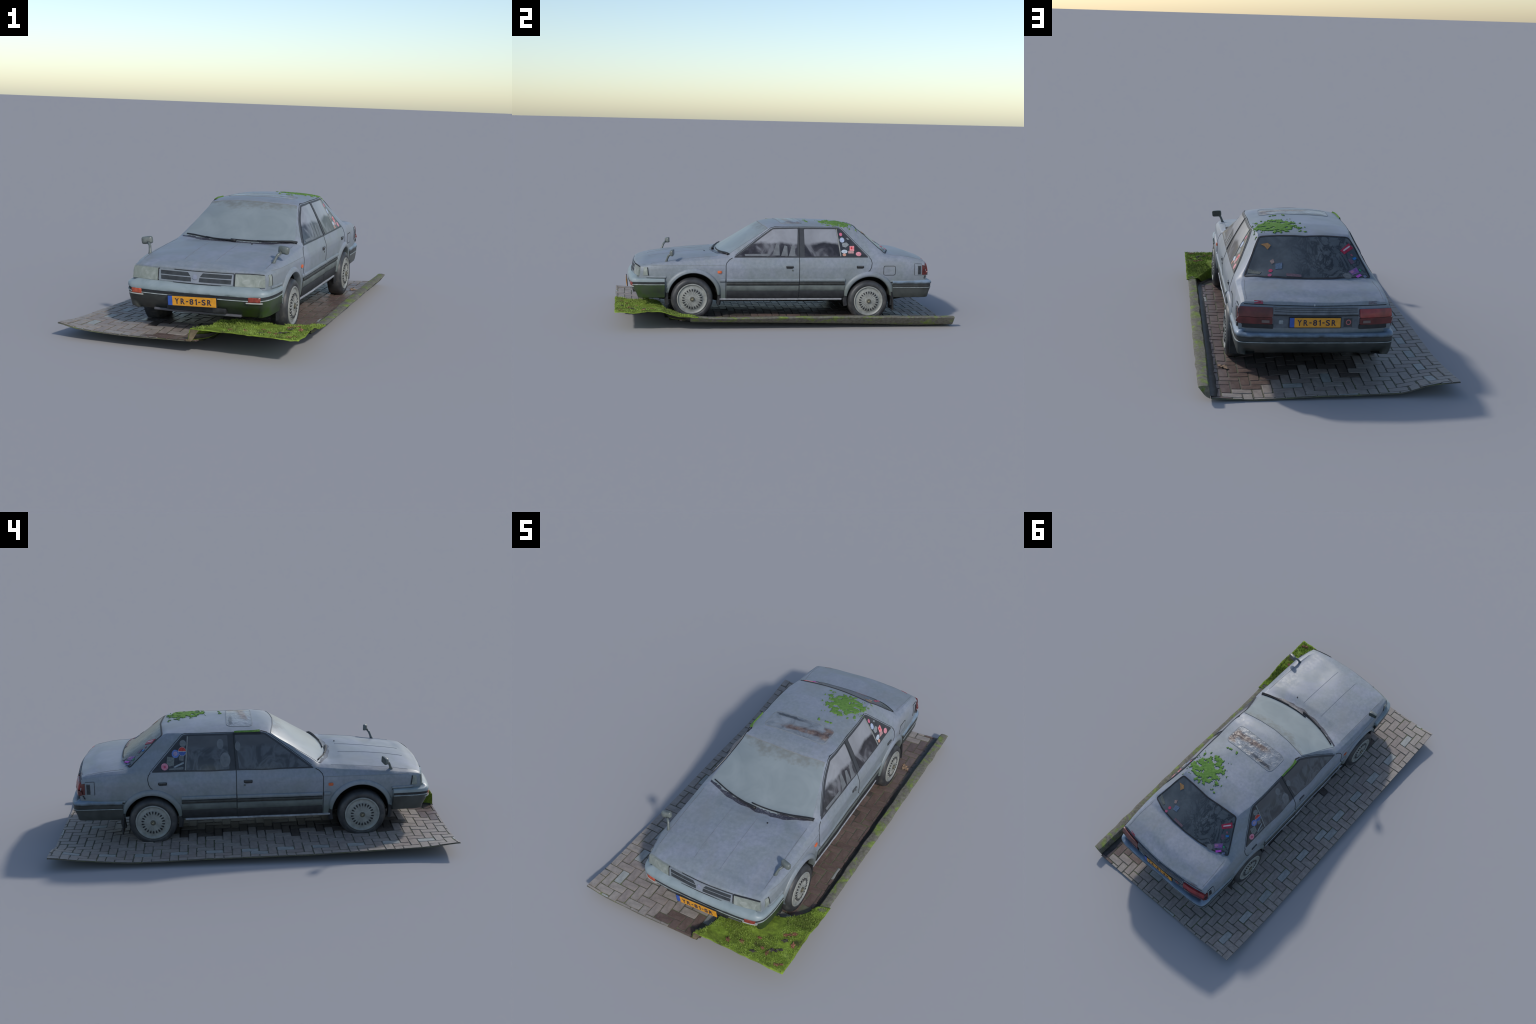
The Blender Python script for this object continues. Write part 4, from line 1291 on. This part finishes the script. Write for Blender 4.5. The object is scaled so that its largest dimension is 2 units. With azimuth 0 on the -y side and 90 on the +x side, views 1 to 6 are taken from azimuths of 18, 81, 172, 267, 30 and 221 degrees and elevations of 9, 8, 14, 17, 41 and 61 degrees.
for b in inside+cutb:
    cx, cy, vert, pale, hx, hy = b
    redzone = smooth(.10, .26, cx-.05*math.sin(cy*3)) * (1-.75*smooth(.80, .97, cy))
    redzone = max(redzone, .9*smooth(-.84, -.93, cy)*smooth(-.19, -.07, cx))
    kind = 'pale' if pale else ('red' if rnd.random() < redzone else 'grey')
    if not pale and rnd.random() < .012: kind = 'pale'
    # bricks between the wheels coloured darker for the occlusion under the car, with a ragged border
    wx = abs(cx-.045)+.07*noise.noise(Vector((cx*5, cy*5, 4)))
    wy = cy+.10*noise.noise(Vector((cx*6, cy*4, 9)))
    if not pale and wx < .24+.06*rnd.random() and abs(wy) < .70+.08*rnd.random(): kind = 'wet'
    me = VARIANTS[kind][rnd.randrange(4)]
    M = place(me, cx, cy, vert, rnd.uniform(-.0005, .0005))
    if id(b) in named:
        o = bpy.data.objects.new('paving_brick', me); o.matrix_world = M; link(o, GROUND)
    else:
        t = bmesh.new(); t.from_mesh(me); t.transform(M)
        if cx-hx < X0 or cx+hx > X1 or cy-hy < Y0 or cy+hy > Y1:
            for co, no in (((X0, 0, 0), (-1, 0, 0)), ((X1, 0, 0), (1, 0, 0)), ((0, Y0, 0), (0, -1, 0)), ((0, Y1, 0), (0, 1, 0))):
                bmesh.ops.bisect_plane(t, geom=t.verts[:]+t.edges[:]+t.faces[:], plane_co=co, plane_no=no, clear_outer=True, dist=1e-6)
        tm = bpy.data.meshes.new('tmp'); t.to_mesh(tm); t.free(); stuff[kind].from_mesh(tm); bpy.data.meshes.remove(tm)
for k, mt in (('grey', BRICK), ('red', BRICKRED), ('pale', PALE), ('wet', BRICKSHADED)):
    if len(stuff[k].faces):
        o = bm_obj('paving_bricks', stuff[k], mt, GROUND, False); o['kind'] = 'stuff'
    else: stuff[k].free()

# dark gutter strip beside the kerb, and the kerb
DARKSTRIP = plain('wet_soil', (.040, .037, .034), .45, .4, .4, 40)
def kerb_mat():
    m = NT('mossy_kerb')
    n = m.noise(15, 6, .65, .6); n2 = m.noise(60, 4, .6)
    c = m.ramp(n2, [(.3, (.105, .098, .075)), (.7, (.20, .19, .155))])
    g = m.ramp(m.noise(50, 4), [(.3, (.105, .150, .028)), (.7, (.22, .30, .055))])
    c = m.mix(m.ramp(n, [(.50, 0.0), (.62, .9)]), c, g)
    m.bump(n2, .6, .004)
    return m.out(c, .85, .2)
KERB = kerb_mat()
k_top = pchip([(-.58, .086), (-.5, .076), (-.34, .071), (0, .073), (.36, .073), (.64, .069), (.99, .066)])
k_low = pchip([(-.58, .050), (-.42, .044), (-.16, .039), (.2, .032), (.56, .023), (.99, .016)])
k_out = pchip([(-.58, .540), (-.36, .540), (.2, .547), (.6, .547), (.99, .545)])
k_in = pchip([(-.58, .494), (-.36, .492), (.2, .494), (.6, .493), (.99, .500)])
vs, fs = [], []; NK = 130
for i in range(NK+1):
    y = -.57+(.992+.57)*i/NK
    zt, zl, xo, xi = k_top(y), k_low(y), k_out(y), k_in(y)
    w1 = noise.noise(Vector((y*11, 0, 0)))*.004; w2 = noise.noise(Vector((y*14, 9, 0)))*.004
    zt += noise.noise(Vector((y*9, 4, 0)))*.003
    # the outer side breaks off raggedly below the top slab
    lo = zl+.004+noise.noise(Vector((y*60, 2, 0)))*.005
    for x, z in ((xi-.006, zl-.006), (xi-.003+w1*.5, zl+.010), (xi+w1, zt-.008), (xi+.006+w1, zt-.001), ((xi+xo)/2, zt+.001), (xo-.006+w2, zt-.001), (xo+w2, zt-.004), (xo-.004+w2, zt-.009), (xi+.020, lo+.008), (xi+.010, lo-.002)):
        vs.append((x, y, z))
m = 10
for i in range(NK):
    for j in range(m): fs.append((i*m+j, (i+1)*m+j, (i+1)*m+(j+1) % m, i*m+(j+1) % m))
fs.append(tuple(range(m))); fs.append(tuple(reversed(range(NK*m, NK*m+m))))
bm = bmesh.new(); bv = [bm.verts.new(v) for v in vs]
for f in fs: bm.faces.new([bv[q] for q in f])
bm_obj('kerb', bm, KERB, GROUND, True, 28)

vs, fs = [], []
for i in range(81):
    y = -.56+1.545*i/80
    w = noise.noise(Vector((y*17, 1, 5)))*.006
    for x, dz in ((.462+w, .0), (.470+w, .0025), (.486, .003), (.4965, .002)):
        vs.append((x, y, ground_z(min(x, .5), y)+dz))
for i in range(80):
    for j in range(3): fs.append((i*4+j, i*4+j+1, i*4+j+5, i*4+j+4))
mesh_obj('gutter_soil', vs, fs, DARKSTRIP, GROUND)

# grass bank in the front right corner
def grass_mat():
    m = NT('grass_bank')
    n = m.noise(9, 5, .6, .7); n2 = m.noise(75, 5, .7)
    c = m.ramp(n, [(.32, (.050, .045, .025)), (.42, (.110, .150, .026)), (.58, (.185, .270, .036)), (.75, (.27, .36, .085))])
    c = m.mix(.5, c, m.mix(1.0, c, m.ramp(n2, [(.3, (.35, .35, .35)), (.7, (1.7, 1.7, 1.5))]), 'MULTIPLY'))
    return m.out(c, .9, .15)
GRASS = grass_mat()
BLADE = NT('grass_blade')
_x = BLADE.noise(40, 3); _y = BLADE.noise(8, 3)
BLADE = BLADE.out(BLADE.mix(.5, BLADE.ramp(_x, [(.3, (.11, .18, .03)), (.7, (.34, .46, .10))]), BLADE.ramp(_y, [(.36, (.085, .075, .032)), (.48, (.20, .27, .045)), (.66, (.33, .44, .085))])), .7, .25)
b_side = pchip([(-.99, .119), (-.90, .116), (-.79, .122), (-.69, .106), (-.62, .090), (-.52, .078)])
def bank_z(x, y):
    e = bank_edge(x)-y                    # distance inside the edge
    if e < 0: e = 0
    base = ground_z(min(x, .5), y)
    base += (k_top(y)-.002-base)*smooth(.455, .492, x)
    top = max(base, b_side(y)-.004)-.008*smooth(.05, .15, bank_edge(x)-y)*0-.005*smooth(.535, .40, x)*smooth(-.97, -.90, y)
    k = smooth(0, .024, e)
    bumpy = noise.noise(Vector((x*13, y*13, 1)))*.005+noise.noise(Vector((x*40, y*40, 3)))*.0022
    return base+.004+(top+bumpy*k-base-.004)*k
def bank_grid():
    vs, fs, ids = [], [], {}
    xs = [.068+(.548-.068)*(i/66)**1.25 for i in range(67)]
    M = 60
    for i, x in enumerate(xs):
        e = bank_edge(x)
        yf = -.9965+.004*noise.noise(Vector((x*20, 0, 2)))
        xx = x+(0 if i < 66 else 0)
        for j in range(M+1):
            t = j/M
            y = yf+(max(e, yf+.004)-yf)*t
            wob = .004*noise.noise(Vector((y*20, 5, 2))) if i == 66 else 0
            ids[(i, j)] = len(vs); vs.append((xx+wob, y, bank_z(x, y)))
    for i in range(66):
        for j in range(M): fs.append((ids[(i, j)], ids[(i+1, j)], ids[(i+1, j+1)], ids[(i, j+1)]))
    bm = bmesh.new(); bv = [bm.verts.new(v) for v in vs]
    for f in fs: bm.faces.new([bv[q] for q in f])
    be = [e for e in bm.edges if e.is_boundary]
    r = bmesh.ops.extrude_edge_only(bm, edges=be)
    for g in r['geom']:
        if isinstance(g, bmesh.types.BMVert): g.co.z -= .004
    return bm_obj('grass_bank', bm, GRASS, GROUND, True)
bank_grid()
# bare earth showing at the cut end of the bank
vs, fs = [], []
for i in range(25):
    x = .058+.075*i/24
    top = max(bank_z(max(x, .069), -.994), ground_z(x, -.99)); low = ground_z(x, -.99)-.004
    low += (top-.006-low)*smooth(.078, .120, x)
    for t in (0, .35, .7, 1):
        vs.append((x, -.9935-.004*math.sin(t*3.14)+.002*noise.noise(Vector((x*40, t*3, 0))), low+(top-low)*t))
for i in range(24):
    for j in range(3): fs.append((i*4+j, i*4+j+4, i*4+j+5, i*4+j+1))
mesh_obj('bank_earth', vs, fs, plain('brown_earth', (.16, .125, .075), .85, .2, .45, 35), GROUND)
# dark soil line where the bank meets the paving
vs, fs = [], []
for i in range(61):
    x = .063+(.487-.063)*(i/60)**1.3; y = max(-.984, _be(max(x, .0601)))
    d = .004
    t = Vector((d*2, _be(min(x+d, .55))-_be(max(x-d, .0601)), 0)).normalized(); n = Vector((-t.y, t.x, 0))
    w = .004*noise.noise(Vector((x*31, 3, 0)))
    for o, h in ((-.022, .026), (-.004+w, .004), (.012+w, .0022), (.016+w, .0)):
        q = Vector((x, y, 0))+n*o
        q.y = max(q.y, -.985)
        vs.append((q.x, q.y, ground_z(min(q.x, .5), q.y)+h))
for i in range(60):
    for j in range(3): fs.append((i*4+j, i*4+j+1, i*4+j+5, i*4+j+4))
mesh_obj('bank_foot_soil', vs, fs, DARKSTRIP, GROUND)
# blades
rg = random.Random(5); vs, fs = [], []
while len(fs) < 7500:
    x = rg.uniform(.075, .545); y = rg.uniform(-.993, -.54)
    if y > bank_edge(x)-.012: continue
    if noise.noise(Vector((x*9, y*9, 8))) < -.22: continue
    z = bank_z(x, y); h = rg.uniform(.004, .010); a = rg.uniform(0, 6.28); le = rg.uniform(.002, .007)
    b = a+1.57+rg.uniform(-.5, .5); w = .0009
    k = len(vs)
    vs += [(x-w*math.cos(a), y-w*math.sin(a), z-.001), (x+w*math.cos(a), y+w*math.sin(a), z-.001),
           (x+le*.4*math.cos(b)+w*.7*math.cos(a), y+le*.4*math.sin(b)+w*.7*math.sin(a), z+h*.6),
           (x+le*math.cos(b), y+le*math.sin(b), z+h)]
    fs.append((k, k+1, k+2, k+3))
o = mesh_obj('grass_blades', vs, fs, BLADE, GROUND, False); o['kind'] = 'stuff'

# fallen leaves
def leaf_mat(name, a, b):
    m = NT(name); n = m.noise(60, 4)
    return m.out(m.ramp(n, [(.3, a), (.7, b)]), .7, .25)
LEAFM = [leaf_mat('brown_leaf', (.13, .065, .035), (.24, .12, .06)), leaf_mat('red_leaf', (.17, .07, .04), (.29, .13, .075)), leaf_mat('dark_leaf', (.035, .03, .028), (.08, .065, .055)), leaf_mat('tan_leaf', (.24, .16, .10), (.38, .26, .17))]
def leaf_mesh(mt, seed):
    r = random.Random(seed); bm = bmesh.new(); N = 18; ring = []
    c = bm.verts.new((0, 0, .003))
    for i in range(N):
        a = 2*math.pi*i/N
        rad = (.62+.38*abs(math.cos(2.5*a)))*(1 if i else 1.25)*r.uniform(.85, 1.1)
        ring.append(bm.verts.new((rad*.016*math.cos(a), rad*.011*math.sin(a), .004*r.uniform(-.5, 1)*rad)))
    for i in range(N): bm.faces.new((c, ring[i], ring[(i+1) % N]))
    me = bpy.data.meshes.new('fallen_leaf'); bm.to_mesh(me); bm.free(); me.materials.append(mt)
    return me
LEAVES = [leaf_mesh(LEAFM[i % 4], i) for i in range(8)]
rl = random.Random(3)
spots = [(.455, -.80, 1), (.475, -.79, 0), (.49, -.775, 1), (.46, -.90, 2), (.44, -.905, 2), (.475, -.885, 2), (.43, -.93, 0), (.50, -.965, 0), (.52, -.955, 1),
         (.36, -.87, 1), (.30, -.93, 0), (.24, -.955, 0), (.47, -.83, 2), (.40, -.915, 1), (.515, -.84, 1), (.37, -.955, 2)]
for x, y, k in spots:
    o = bpy.data.objects.new('fallen_leaf', LEAVES[k+4*rl.randrange(2)])
    o.location = (x, y, bank_z(x, y)+.004); sc = rl.uniform(.7, 1.1); o.scale = (sc, sc, 1)
    o.rotation_euler = (rl.uniform(-.25, .25), rl.uniform(-.25, .25), rl.uniform(0, 6.28)); link(o, GROUND)
for x, y, sc in ((.420, .658, 1.3), (.436, .650, 1.0), (.41, .675, .9)):
    o = bpy.data.objects.new('fallen_leaf', LEAVES[3]); o.location = (x, y, ground_z(x, y)+.003); o.scale = (sc, sc, 1)
    o.rotation_euler = (.1, .1, rl.uniform(0, 6.28)); link(o, GROUND)
